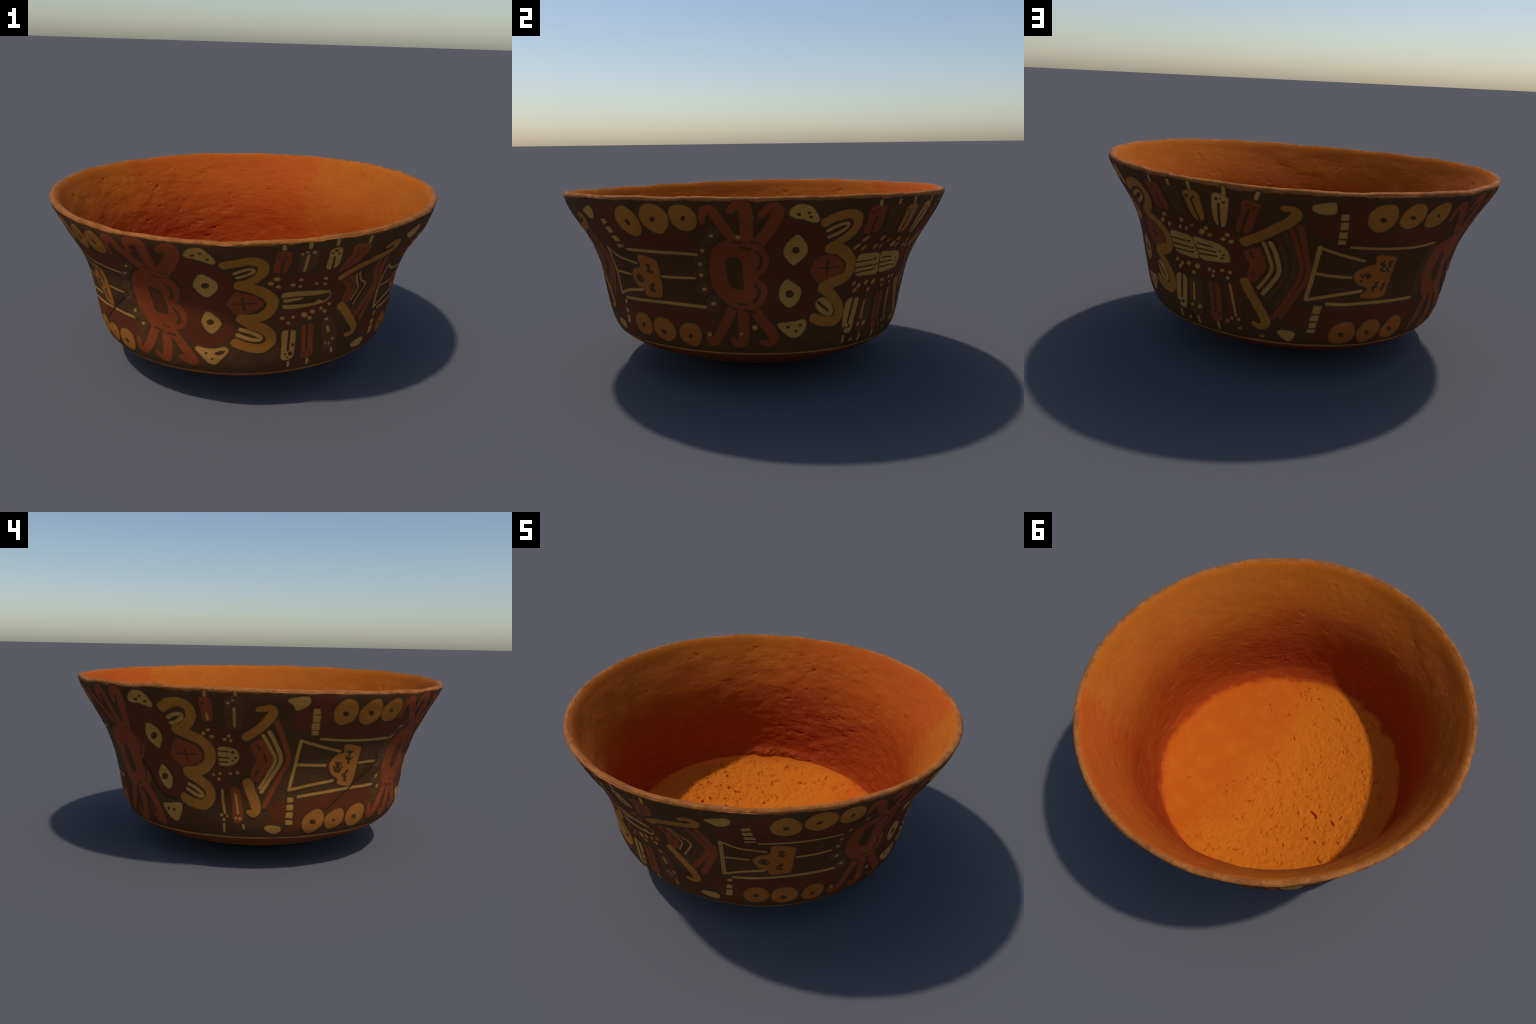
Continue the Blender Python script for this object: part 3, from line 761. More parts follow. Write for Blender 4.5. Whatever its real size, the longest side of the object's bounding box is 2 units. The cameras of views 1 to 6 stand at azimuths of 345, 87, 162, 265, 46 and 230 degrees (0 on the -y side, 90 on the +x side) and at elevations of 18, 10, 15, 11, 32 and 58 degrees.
stroke('crab_leg', RED, [(350.9, 47.5), (349.1, 40.3), (346.4, 32.3), (344.1, 27), (342.4, 27.8), (342.5, 31.2)], 0.037)
stroke('crab_leg', RED, [(353.6, 47.5), (353.8, 37.9), (353.6, 29.4), (352.3, 26.3), (350.7, 27.2), (350.4, 28.6)], 0.042)
stroke('crab_leg', RED, [(356.3, 47.6), (358.9, 40.5), (2.1, 34), (3.3, 30), (2.1, 27), (0.1, 27.4)], 0.041)
blob('crab_hollow', DARK, [(349.6, 70.3), (351.7, 71), (353.6, 69.7), (354, 63.4), (354, 55.2), (351.5, 55.1), (349.9, 57.6), (349.2, 63.3)], DETAIL)
stroke('crab_line', DARK, [(358.2, 73.8), (359.4, 70.4), (359.3, 67.2), (358.4, 65.3)], 0.013, DETAIL)
stroke('crab_line', DARK, [(357.7, 57.1), (358.8, 53.9), (358.2, 50.8), (357.1, 48.9)], 0.014, DETAIL)
stroke('crab_line', DARK, [(352, 78.9), (354.1, 78.6)], 0.011, DETAIL)
stroke('crab_line', DARK, [(354, 76.1), (356.4, 75.2)], 0.011, DETAIL)
stroke('crab_line', DARK, [(356.6, 78.7), (359.1, 78)], 0.009, DETAIL)
stroke('crab_line', DARK, [(349.5, 46.1), (351.6, 44.9)], 0.011, DETAIL)
stroke('crab_line', DARK, [(352.5, 47.6), (355.1, 47.4)], 0.011, DETAIL)
stroke('crab_line', DARK, [(354.3, 44.5), (357.4, 43.2)], 0.012, DETAIL)
oval('scallop_dot', CREAM, (342.6, 30.8), 0.0079, 0.0065, -150, DETAIL + 1)
oval('scallop_dot', CREAM, (353.0, 32.0), 0.0060, 0.0054, -164, DETAIL + 1)
oval('scallop_dot', CREAM, (357.3, 35.4), 0.0109, 0.0106, -155, DETAIL + 1)
oval('scallop_dot', CREAM, (353.3, 81.2), 0.0094, 0.0081, -168, DETAIL + 1)

# second figure: face
blob('face_ground', MAROON, [(4, 88.1), (7.1, 88.8), (11, 87.2), (14.8, 83.3), (17, 77.6), (16.9, 70), (14.2, 65.8), (15.5, 58.7), (16.5, 50.9), (15.4, 43.3), (11.7, 39.2), (7.2, 38.6), (3.2, 40.4), (359.7, 46.3), (0.9, 52.6), (359.1, 60.9), (1.6, 68.4), (0.4, 75.4), (2.6, 82.1)], GROUND)
blob('eye', CREAM, [(9, 81.9), (10.4, 79.9), (12.2, 75.5), (12, 71.7), (10.2, 68.6), (8.7, 67), (6.9, 69.5), (5.7, 73.3), (6.1, 77.1), (7.6, 80.4)])
oval('pupil', DARK, (9.0, 74.3), 0.0187, 0.0159, 128, DETAIL)
blob('eye', CREAM, [(6.9, 59.5), (8.8, 58), (11.3, 54.9), (11.3, 50.8), (10.3, 47.7), (8.1, 45.4), (5.9, 48), (4.9, 51.8), (5.4, 56.3)])
oval('pupil', DARK, (8.0, 52.3), 0.0192, 0.0173, 155, DETAIL)
blob('half_moon', CREAM, [(6.2, 92.1), (6.9, 94.9), (9.1, 96.3), (11.7, 94.7), (13.4, 91.2), (13.9, 88.5), (12.6, 87.8), (10.2, 89.3), (7.6, 90.2)])
oval('moon_dot', DARK, (8.5, 91.7), 0.0095, 0.0070, 169, DETAIL)
oval('moon_dot', DARK, (11.0, 92.5), 0.0081, 0.0058, 168, DETAIL)
oval('moon_dot', DARK, (11.6, 90.4), 0.0097, 0.0059, 172, DETAIL)
blob('half_moon', CREAM, [(4.5, 36.8), (6, 37.4), (10.1, 38), (13, 38.7), (13.7, 36.4), (13.1, 33.2), (11.5, 30.4), (9, 29.9), (6.1, 33.1)])
oval('moon_dot', DARK, (7.8, 35.2), 0.0090, 0.0071, 171, DETAIL)
oval('moon_dot', DARK, (11.8, 35.9), 0.0082, 0.0065, 166, DETAIL)
oval('moon_dot', DARK, (10.4, 33.1), 0.0075, 0.0060, 167, DETAIL)
stroke('whisker', OCHRE, [(15.6, 87.5), (18.7, 90.2), (22.8, 91.1), (25.1, 88.5), (25.3, 84.2), (23.4, 80.1), (20.8, 77.2), (19.1, 74.9)], 0.043)
stroke('whisker', OCHRE, [(18.9, 74.9), (22.8, 73.2), (26.1, 69.6), (27.6, 64.9), (26.7, 59.8), (22.9, 57.1), (18.7, 54.8)], 0.05)
stroke('whisker', OCHRE, [(18.7, 54.5), (22, 50.2), (24.7, 45.2), (25.5, 40.5), (23.8, 36.8), (19.6, 37.2), (16.2, 39.3)], 0.046)
stroke('whisker_loop', CREAM, [(16.9, 83.5), (19.4, 85.7), (22.1, 86.8), (22.6, 85.1), (20.3, 82.2), (17.6, 80.3)], 0.014, DETAIL)
blob('whisker_loop', CREAM, [(16.8, 45.1), (17.3, 48.2), (19, 49.3), (21.3, 47), (23.1, 42.2), (22.2, 39.8), (19.4, 40.8)], DETAIL)
stroke('whisker_slit', DARK, [(17.4, 47.3), (21.2, 42.3)], 0.012, DETAIL + 1)
blob('shield', RED, [(14, 63.3), (15.2, 68.2), (17.5, 71.2), (21.3, 70.2), (24.4, 66.6), (25.1, 63.3), (23, 59.7), (19.3, 57.9), (16.8, 57.9)])
stroke('shield_cross', DARK, [(16.7, 64.5), (22.9, 64.5)], 0.009, DETAIL)
stroke('shield_cross', DARK, [(19.1, 68.5), (19.7, 60.4)], 0.011, DETAIL)

# second figure: hand and feather fingers
blob('spotted_ground', MAROON, [(28.9, 78.8), (33.4, 79.2), (37.5, 79.9), (39.6, 78.2), (43.1, 78.4), (45.7, 77.6), (48.1, 76.5), (51.2, 77.5), (53.5, 75.6), (54, 71.2), (55.6, 67.8), (56.2, 60.4), (54.9, 54.9), (50.7, 52.5), (47.7, 51.2), (42.8, 51.1), (37.2, 49.7), (32.7, 49.2), (29.8, 50), (28.5, 54.1), (28.9, 59.4), (29.7, 69.5), (27.1, 72.4)], GROUND)
blob('hand', CREAM, [(30, 69.3), (34.3, 69.9), (38.4, 69.1), (39.3, 64), (39.8, 59), (35.1, 58.6), (30.6, 59.2), (29.7, 63)])
blob('hand', CREAM, [(39.5, 69.4), (44, 69.5), (48.1, 68.8), (50.5, 66.4), (51, 62.1), (50.4, 60.2), (46.1, 59.3), (41.2, 59.1), (40.3, 63.1)])
stroke('hand_slit', DARK, [(29.3, 66.1), (36, 66.4)], 0.0075, DETAIL)
stroke('hand_slit', DARK, [(29.4, 63.2), (37, 63.5)], 0.0075, DETAIL)
stroke('hand_slit', DARK, [(29.4, 60.4), (37.3, 61.2)], 0.0075, DETAIL)
stroke('hand_slit', DARK, [(40.3, 66.9), (45.7, 66.5)], 0.0075, DETAIL)
stroke('hand_slit', DARK, [(40.3, 64.2), (46.7, 64.3)], 0.0075, DETAIL)
stroke('hand_slit', DARK, [(40.6, 61.6), (46.9, 62.2)], 0.0075, DETAIL)
oval('hand_dot', DARK, (37.2, 66.7), 0.0122, 0.0057, -155, DETAIL + 1)
oval('hand_dot', DARK, (38.1, 63.6), 0.0108, 0.0051, -157, DETAIL + 1)
oval('hand_dot', DARK, (37.9, 61.4), 0.0099, 0.0045, -158, DETAIL + 1)
oval('hand_dot', DARK, (48.2, 65.4), 0.0067, 0.0040, -154, DETAIL + 1)
oval('hand_dot', DARK, (49.1, 63.4), 0.0079, 0.0051, -151, DETAIL + 1)
oval('hand_dot', DARK, (48.4, 61.6), 0.0091, 0.0051, -158, DETAIL + 1)
oval('spot', CREAM, (30.3, 78.1), 0.0194, 0.0078, -141, DETAIL)
oval('spot', CREAM, (28.0, 74.4), 0.0203, 0.0076, -141, DETAIL)
oval('spot', CREAM, (30.8, 73.4), 0.0163, 0.0068, -139, DETAIL)
oval('spot', CREAM, (37.1, 77.5), 0.0155, 0.0073, -135, DETAIL)
oval('spot', CREAM, (35.4, 73.5), 0.0140, 0.0061, 50, DETAIL)
oval('spot', CREAM, (37.8, 73.4), 0.0125, 0.0059, 51, DETAIL)
oval('spot', CREAM, (45.3, 76.1), 0.0131, 0.0074, -146, DETAIL)
oval('spot', CREAM, (43.4, 73.6), 0.0183, 0.0103, -142, DETAIL)
oval('spot', CREAM, (51.6, 74.6), 0.0119, 0.0076, -145, DETAIL)
oval('spot', CREAM, (50.0, 72.0), 0.0116, 0.0074, -145, DETAIL)
oval('spot', CREAM, (52.3, 71.4), 0.0115, 0.0075, -148, DETAIL)
oval('spot', CREAM, (30.2, 54.9), 0.0105, 0.0063, -135, DETAIL)
oval('spot', CREAM, (32.3, 53.5), 0.0119, 0.0074, 45, DETAIL)
oval('spot', CREAM, (30.9, 51.4), 0.0116, 0.0068, -144, DETAIL)
oval('spot', CREAM, (35.4, 54.7), 0.0126, 0.0080, -137, DETAIL)
oval('spot', CREAM, (38.9, 54.5), 0.0153, 0.0099, -142, DETAIL)
oval('spot', CREAM, (37.0, 50.6), 0.0112, 0.0070, -147, DETAIL)
oval('spot', CREAM, (43.4, 54.4), 0.0092, 0.0063, -141, DETAIL)
oval('spot', CREAM, (44.9, 53.9), 0.0077, 0.0055, 49, DETAIL)
oval('spot', CREAM, (47.9, 55.3), 0.0090, 0.0064, -142, DETAIL)
oval('spot', CREAM, (50.5, 55.1), 0.0086, 0.0064, -141, DETAIL)
oval('spot', CREAM, (49.5, 51.9), 0.0080, 0.0059, 54, DETAIL)
oval('spot', CREAM, (44.4, 51.4), 0.0075, 0.0052, -140, DETAIL)
oval('spot', OCHRE, (45.8, 72.8), 0.0146, 0.0081, -150, DETAIL)
oval('spot', OCHRE, (40.5, 75.9), 0.0126, 0.0065, -144, DETAIL)
blob('feather', RED, [(28.3, 93.6), (33, 93.8), (33.5, 91.3), (34, 83.9), (32.6, 80.9), (28.6, 81.4), (28.4, 86.4)])
stroke('feather_slit', DARK, [(30.9, 88.9), (31.3, 80.4)], 0.011, DETAIL)
oval('feather_dot', DARK, (29.4, 91.2), 0.0097, 0.0052, 164, DETAIL + 1)
oval('feather_dot', DARK, (30.8, 92.2), 0.0092, 0.0046, 166, DETAIL + 1)
stroke('feather_stem', CREAM, [(30.7, 96.6), (30.9, 94.7)], 0.014)
blob('feather', FADED, [(35.3, 93.4), (39, 94.8), (40.3, 93.5), (40.3, 82.1), (38.1, 80.4), (36, 82.5), (35.4, 87.8)])
stroke('feather_stem', CREAM, [(37.5, 96.8), (37.6, 95)], 0.014)
blob('feather', OCHRE, [(41.6, 92.7), (44.2, 94.3), (46.1, 93.4), (46.3, 88.2), (46, 82.1), (45, 79.9), (43, 79.9), (41.9, 83.9), (41.9, 88.7)])
stroke('feather_slit', DARK, [(43.7, 90.4), (44.1, 79.3)], 0.01, DETAIL)
oval('feather_dot', DARK, (42.5, 91.3), 0.0112, 0.0059, -154, DETAIL + 1)
oval('feather_dot', DARK, (44.5, 91.3), 0.0092, 0.0049, -155, DETAIL + 1)
stroke('feather_stem', CREAM, [(43.8, 97.8), (44, 95.1)], 0.014)
blob('feather', CREAM, [(50.2, 94), (51.9, 94.7), (53.9, 93.3), (53.7, 89.7), (52.4, 82.2), (51.1, 78.7), (49.4, 79.4), (49, 83.6), (49.4, 88.5)])
stroke('feather_slit', DARK, [(51.3, 90), (50, 78)], 0.0115, DETAIL)
oval('feather_dot', DARK, (51.0, 92.2), 0.0092, 0.0059, -151, DETAIL + 1)
oval('feather_dot', DARK, (52.7, 90.9), 0.0089, 0.0055, -155, DETAIL + 1)
oval('feather_dot', DARK, (52.1, 92.5), 0.0059, 0.0038, -154, DETAIL + 1)
stroke('feather_stem', CREAM, [(53.2, 97.8), (53.2, 94.9)], 0.014)
blob('feather', RED, [(57.8, 93.6), (61.2, 92.2), (61.2, 89.8), (59, 80.2), (57.8, 77.4), (54.7, 77.5), (54.8, 79.7), (56.7, 87.6)])
stroke('feather_slit', DARK, [(58.8, 89.3), (55.8, 77.2)], 0.0105, DETAIL)
oval('feather_dot', DARK, (58.5, 91.2), 0.0091, 0.0062, -156, DETAIL + 1)
oval('feather_dot', DARK, (60.1, 90.4), 0.0089, 0.0063, -157, DETAIL + 1)
stroke('feather_stem', CREAM, [(61.3, 97.3), (60.7, 94.6)], 0.014)
blob('feather', CREAM, [(28.7, 46.6), (33, 46.7), (32.4, 37.8), (31.2, 29.8), (28.9, 29.4), (27.4, 33.5), (27.6, 40.4)])
stroke('feather_slit', DARK, [(31.2, 47.6), (29.6, 34.5)], 0.012, DETAIL)
oval('feather_dot', DARK, (28.2, 31.5), 0.0118, 0.0065, -142, DETAIL + 1)
oval('feather_dot', DARK, (30.2, 32.4), 0.0118, 0.0066, -145, DETAIL + 1)
stroke('feather_stem', CREAM, [(28.5, 27.4), (28.4, 23.7)], 0.01)
blob('feather', FADED, [(34.5, 46.6), (39.6, 48), (38.7, 29.7), (34, 28.3), (34.1, 37.2)])
stroke('feather_slit', CREAM, [(36.3, 44.8), (35.5, 35.5)], 0.009, DETAIL)
oval('feather_dot', CREAM, (34.5, 32.5), 0.0094, 0.0055, -145, DETAIL + 1)
oval('feather_dot', CREAM, (37.6, 32.5), 0.0123, 0.0076, -143, DETAIL + 1)
stroke('feather_stem', CREAM, [(36.3, 26.5), (36.3, 23)], 0.012)
blob('feather', RED, [(42.5, 47.1), (45.9, 47.1), (46.3, 41.4), (46.1, 29.3), (44.1, 27.4), (42.3, 29.8), (42.4, 38.6)])
stroke('feather_slit', DARK, [(44.1, 47.7), (44, 34.6)], 0.0115, DETAIL)
oval('feather_dot', DARK, (43.7, 32.5), 0.0094, 0.0065, -137, DETAIL + 1)
oval('feather_dot', DARK, (45.1, 31.6), 0.0092, 0.0064, -135, DETAIL + 1)
stroke('feather_stem', CREAM, [(44.4, 26.5), (44.6, 23)], 0.011)
blob('feather', MAROON, [(49.3, 48.2), (52.2, 47.8), (53.4, 30.4), (49.5, 30.5)])
stroke('feather_slit', CREAM, [(50, 48.7), (51.3, 32.5)], 0.009, DETAIL)
oval('feather_dot', CREAM, (49.9, 30.7), 0.0070, 0.0050, 60, DETAIL + 1)
oval('feather_dot', CREAM, (52.3, 30.9), 0.0075, 0.0056, -136, DETAIL + 1)
oval('spot', CREAM, (52.6, 26.1), 0.0077, 0.0054, -137, DETAIL)
oval('spot', CREAM, (32.3, 24.6), 0.0111, 0.0050, 47, DETAIL)
oval('spot', OCHRE_RED, (48.1, 28.8), 0.0113, 0.0078, 45, DETAIL)
oval('spot', OCHRE_RED, (60.2, 24.0), 0.0133, 0.0086, -156, DETAIL)

# second figure: hooks, jaw and chevrons
stroke('hook', OCHRE, [(67.2, 91.3), (68.9, 91.2), (69.8, 89.2), (68.9, 85.7), (65.6, 81.7), (61.4, 77), (55.9, 72.1)], 0.04)
stroke('hook', OCHRE, [(55, 52.1), (56.6, 46.5), (59, 40), (61, 34.5), (61.3, 30.9), (59.5, 29.1), (57.8, 30.1)], 0.038)
blob('jaw', RED, [(56.1, 68), (60, 70.2), (60.6, 69.1), (61.6, 60.4), (59.5, 54.9), (58.3, 52.6), (56, 53.7), (57, 61.2), (55.9, 65.4)])
stroke('jaw_mark', DARK, [(57.5, 67.4), (58.2, 64.4)], 0.01, DETAIL)
stroke('jaw_mark', DARK, [(58.1, 58.6), (57.8, 55.7)], 0.007, DETAIL)
stroke('chevron', CREAM, [(61.5, 73.2), (62.6, 67), (63.4, 60.2), (61.4, 54), (59.2, 49.4)], 0.0125)
stroke('chevron', CREAM, [(63.3, 73.6), (64.7, 67.5), (65.4, 58.6), (63.2, 52.5), (60.6, 46.8)], 0.0165)
stroke('chevron', FADED, [(65.4, 76.3), (67, 67.9), (67.6, 59.7), (65.8, 52.4), (62.5, 45.3)], 0.02)
stroke('chevron', FADED, [(67.4, 78.3), (69.3, 68.3), (69.9, 59.4), (68.1, 51.5), (63.7, 40.4)], 0.024)
stroke('chevron', RED, [(68.8, 81.4), (70.8, 69.8), (71.7, 58.4), (67.5, 44.3), (63.6, 34.5)], 0.017)
stroke('chevron', RED, [(70.9, 83), (72.4, 72), (73.8, 58), (70.4, 47.3), (66.1, 35.6)], 0.022)

# second figure: tail panel
blob('cream_fleck', CREAM, [(73.3, 92.4), (73.8, 94), (77.5, 95.5), (78.4, 95), (78.6, 90.9), (76, 89.9), (73.9, 91)])
blob('cream_fleck', CREAM, [(65.2, 27.3), (67, 28.7), (70.9, 27.5), (69.2, 22.5), (67.1, 24.3)])
oval('panel_ground', MAROON, (77.1, 83.4), 0.0604, 0.0564, 126, GROUND)
oval('panel_ground', MAROON, (71.8, 36.4), 0.0514, 0.0484, 83, GROUND)
blob('panel_ground', MAROON, [(79.2, 95.6), (86.5, 96.7), (86.8, 90.3), (87.6, 84.1), (91.7, 80.8), (99.1, 82.3), (112.5, 83), (116.9, 80.7), (113.1, 73.9), (102.2, 73.2), (93.8, 73.6), (84.5, 74.9), (82.1, 80.1), (82.1, 90)], GROUND + 1)
blob('panel_ground', MAROON, [(80.2, 43.1), (90.5, 42.7), (110.8, 42.5), (115.6, 39.8), (113.8, 31.2), (108.3, 34.9), (101.5, 32.4), (91.6, 33.9), (83, 33.1), (82.1, 24.5), (75.4, 23.5), (76.7, 29.5), (79, 38.3)], GROUND + 1)
patch('ladder_rung', CREAM, [(80.2, 90.3), (81.8, 90.5), (82, 87.8), (80.3, 87.6)])
patch('ladder_rung', CREAM, [(80.4, 86.4), (82.1, 86.6), (82.4, 82.8), (80.6, 82.7)])
patch('ladder_rung', CREAM, [(80.6, 81.3), (82.5, 81.4), (82.7, 78.4), (80.8, 78.3)])
patch('ladder_rung', CREAM, [(80.8, 77.4), (82.6, 77.5), (82.8, 75.3), (81, 75.2)])
patch('ladder_rung', CREAM, [(76.5, 42.6), (78.8, 42.8), (78.4, 39.1), (76, 39)])
patch('ladder_rung', CREAM, [(75.9, 37.7), (78.3, 37.8), (77.9, 35), (75.5, 34.9)])
patch('ladder_rung', CREAM, [(75.5, 33.8), (77.8, 33.9), (77.5, 31.3), (75.2, 31.2)])
patch('ladder_rung', CREAM, [(75, 30.2), (77.4, 30.4), (77.2, 28.6), (74.8, 28.5)])
stroke('cage_line', CREAM, [(84.7, 73.7), (90.1, 73.1), (98.1, 72.5), (105.3, 72.4), (112.8, 73.5)], 0.011)
stroke('cage_line', CREAM, [(80.2, 44.1), (87, 43.9), (94.8, 44.3), (111.4, 44.1)], 0.0115)
stroke('cage_line', CREAM, [(76.4, 73.4), (75.3, 58.8), (73.7, 46.1)], 0.0165)
stroke('cage_line', CREAM, [(76.3, 73.1), (82, 69.9), (89.7, 66.4)], 0.011)
stroke('cage_line', CREAM, [(76, 59.5), (81, 58.5), (86.8, 57.8)], 0.0105)
stroke('cage_line', CREAM, [(73.7, 45.8), (81.8, 48.5), (90.9, 50.7)], 0.0115)
blob('trophy_head', OCHRE_RED, [(93.3, 67.8), (94, 69.2), (99.4, 67.8), (100.1, 66.1), (100.1, 58.1), (99.7, 51.5), (98.6, 47.1), (93.1, 46.8), (90.8, 48), (92.9, 51.7), (89.6, 53.9), (87.8, 57.2), (88, 60.5), (90.8, 63.3), (93.7, 64.8)])
stroke('head_scratch', DARK, [(96, 65.9), (95.5, 63.3), (96.7, 60.2)], 0.0095, DETAIL)
stroke('head_scratch', DARK, [(98.7, 65.6), (98.3, 60.3)], 0.0095, DETAIL)
stroke('head_scratch', DARK, [(89.8, 58.8), (93.2, 58.2)], 0.0095, DETAIL)
stroke('head_scratch', DARK, [(91.9, 59.7), (92.4, 57.9)], 0.0095, DETAIL)
stroke('head_scratch', DARK, [(89.8, 56), (90.4, 55.8)], 0.0095, DETAIL)
stroke('head_scratch', DARK, [(96, 55), (94.6, 50.6)], 0.0095, DETAIL)
stroke('head_scratch', DARK, [(98.3, 54.4), (97.8, 50.5)], 0.0095, DETAIL)
blob('disc', OCHRE, [(86.8, 87.8), (87, 91.5), (88.6, 94.2), (91.7, 94.8), (93.6, 92.4), (94.2, 87.8), (92.9, 83.1), (90.4, 81.8), (87.9, 84.1)])
oval('disc_hole', DARK, (90.7, 87.7), 0.0164, 0.0115, 151, DETAIL)
blob('disc', OCHRE, [(95.7, 85.8), (95.3, 89.6), (96.8, 93.8), (99.4, 95), (101.7, 92.9), (102.4, 87.8), (100.9, 84.1), (98, 83.3)])
oval('disc_hole', DARK, (98.8, 88.5), 0.0172, 0.0098, 157, DETAIL)
blob('disc', OCHRE, [(104, 84.4), (103.2, 89), (104.9, 93.5), (107.8, 95), (109.9, 93.2), (110.6, 88.6), (109.3, 84.3), (106.1, 82.8)])
oval('disc_hole', DARK, (106.9, 88.7), 0.0131, 0.0056, 138, DETAIL)
blob('disc', OCHRE_RED, [(82.2, 26), (82.8, 31), (85.5, 34), (88.9, 34.3), (90.6, 31.3), (90.8, 26.2), (88.6, 22.9), (84.2, 22.4)])
oval('disc_hole', DARK, (86.2, 27.9), 0.0150, 0.0116, 155, DETAIL)
blob('disc', OCHRE_RED, [(91.9, 26.9), (92.4, 31.1), (94.7, 34.6), (98.1, 34.6), (100.3, 30.9), (99.6, 26.3), (96.9, 22.9), (94, 22.4)])
oval('disc_hole', DARK, (95.6, 28.1), 0.0156, 0.0107, 143, DETAIL)
blob('disc', OCHRE_RED, [(101.3, 25.9), (102.3, 30.8), (105.4, 35), (108.5, 34.2), (110.1, 30.2), (109.1, 25.3), (105.8, 22.7)])
oval('disc_hole', DARK, (105.2, 28.1), 0.0175, 0.0095, 149, DETAIL)
stroke('scallop', FADED, [(113.5, 71.1), (113.2, 63.6), (112.7, 54.2), (112.6, 45.4)], 0.05)

# third figure: crab
blob('crab_body', RED, [(115.8, 71.2), (123.5, 75.6), (128.7, 76.6), (130.9, 71.5), (133.7, 66.5), (131.7, 59.9), (129.5, 57), (133.3, 51.3), (131.9, 45.4), (125.2, 42.3), (118.3, 43.2), (115.1, 51.7), (113.9, 62.2)])
stroke('crab_leg', RED, [(129.2, 90.7), (130.2, 94.4), (132.2, 95.9), (133.2, 93.2), (132.1, 87.2), (130, 78.8), (128.6, 73.8)], 0.045)
stroke('crab_leg', RED, [(121, 90.2), (121.4, 93.9), (124, 94.9), (125, 88.8), (125.3, 80.8), (127, 74.9)], 0.042)
stroke('crab_leg', RED, [(121.2, 41.9), (118.9, 33.9), (115.3, 25.3)], 0.04)
stroke('crab_leg', RED, [(126, 41.8), (126.6, 32.7), (125.6, 25.3), (122.8, 24.8), (122.6, 28.1)], 0.04)
stroke('crab_leg', RED, [(129.6, 43.5), (133.6, 36), (136.4, 25.6), (134.3, 25.2), (132.5, 27.5)], 0.04)
stroke('crab_leg', RED, [(113.2, 86.2), (113.5, 91), (115.4, 92.6), (117.9, 87.2), (121.2, 79.6), (123.3, 76.3)], 0.042)
blob('crab_hollow', DARK, [(121.9, 65.8), (123.6, 63.7), (124.4, 57.6), (125.5, 50.8), (122.3, 49.3), (120.7, 53.9), (120.3, 60.1)], DETAIL)
stroke('crab_line', DARK, [(131.1, 69.4), (131.8, 64.8), (130.3, 61)], 0.012, DETAIL)
stroke('crab_line', DARK, [(130.5, 54.8), (131.2, 50.8), (129.8, 46.3)], 0.012, DETAIL)
stroke('crab_line', DARK, [(121.3, 76.9), (123.8, 76.7)], 0.01, DETAIL)
stroke('crab_line', DARK, [(127.5, 75.7), (128.7, 75.2)], 0.01, DETAIL)
stroke('crab_line', DARK, [(124.8, 44.3), (126.4, 43.7)], 0.01, DETAIL)
stroke('crab_line', DARK, [(126.6, 40.9), (128.7, 40.7)], 0.012, DETAIL)
stroke('crab_line', DARK, [(122.8, 42), (124.2, 40.2)], 0.01, DETAIL)

# third figure: face
blob('face_ground', MAROON, [(135.2, 87.6), (140.3, 89.3), (145.2, 87.7), (148.1, 82.3), (147.8, 74.3), (145.3, 65.9), (147.1, 58.8), (148.9, 51.7), (148, 44.1), (144.7, 40.7), (139.4, 40.2), (135.6, 44.9), (133.3, 51.3), (132.3, 59.3), (133, 66.4), (130.5, 73.5)], GROUND)
blob('eye', CREAM, [(139.6, 79.4), (141.8, 78.8), (143.4, 76.3), (143.5, 72.3), (141.9, 68), (140.7, 66.4), (138.6, 68.8), (137.3, 72), (137.9, 75.5)])
oval('pupil', DARK, (140.5, 73.0), 0.0273, 0.0149, -138, DETAIL)
blob('eye', CREAM, [(140.5, 57.1), (142.5, 55.3), (144.2, 50.8), (142.9, 45.1), (141.7, 44.6), (139.6, 46.8), (138.1, 51), (138.8, 53.9)])
oval('pupil', DARK, (140.9, 51.0), 0.0228, 0.0156, -150, DETAIL)
blob('half_moon', CREAM, [(137.1, 93.6), (139.5, 96.2), (142.1, 96), (144, 93.2), (144.6, 89.5), (143.7, 88.4), (140.5, 89.9), (136.6, 90.7)])
oval('moon_dot', DARK, (139.5, 92.0), 0.0125, 0.0059, -163, DETAIL)
oval('moon_dot', DARK, (141.2, 93.7), 0.0101, 0.0052, -163, DETAIL)
oval('moon_dot', DARK, (142.5, 91.0), 0.0121, 0.0055, -167, DETAIL)
blob('half_moon', CREAM, [(138, 35), (141.4, 36.2), (146.1, 37.5), (147, 35.7), (145.2, 28.9), (143.1, 26.8), (140.5, 29.3)])
oval('moon_dot', DARK, (140.4, 33.2), 0.0111, 0.0078, -137, DETAIL)
oval('moon_dot', DARK, (143.1, 33.1), 0.0085, 0.0062, -137, DETAIL)
stroke('whisker', OCHRE, [(147.5, 88.6), (150.5, 91.4), (153.6, 92.1), (155.8, 90.1), (156.1, 85.8), (154.2, 81.1), (151.5, 78.1), (149.6, 77.2)], 0.046)
stroke('whisker', OCHRE, [(150, 77.9), (153.8, 75.5), (157.8, 72.3), (159.7, 66.5), (158.6, 60.4), (155, 56.3), (150.7, 55.3)], 0.052)
stroke('whisker', OCHRE, [(150.7, 55.3), (154.7, 51.9), (158.1, 47.7), (158.5, 42.3), (155.8, 38.2), (151.4, 38.9), (148.3, 41.1)], 0.048)
stroke('whisker_loop', CREAM, [(148.4, 83.7), (150.9, 85.7), (153.2, 86), (152.9, 84.2), (151, 82), (148.7, 80.9)], 0.016, DETAIL)
stroke('whisker_loop', CREAM, [(150.9, 48.8), (153.4, 47), (155.6, 44.3), (155.5, 42.7), (153.2, 43.3), (150, 46.1)], 0.015, DETAIL)
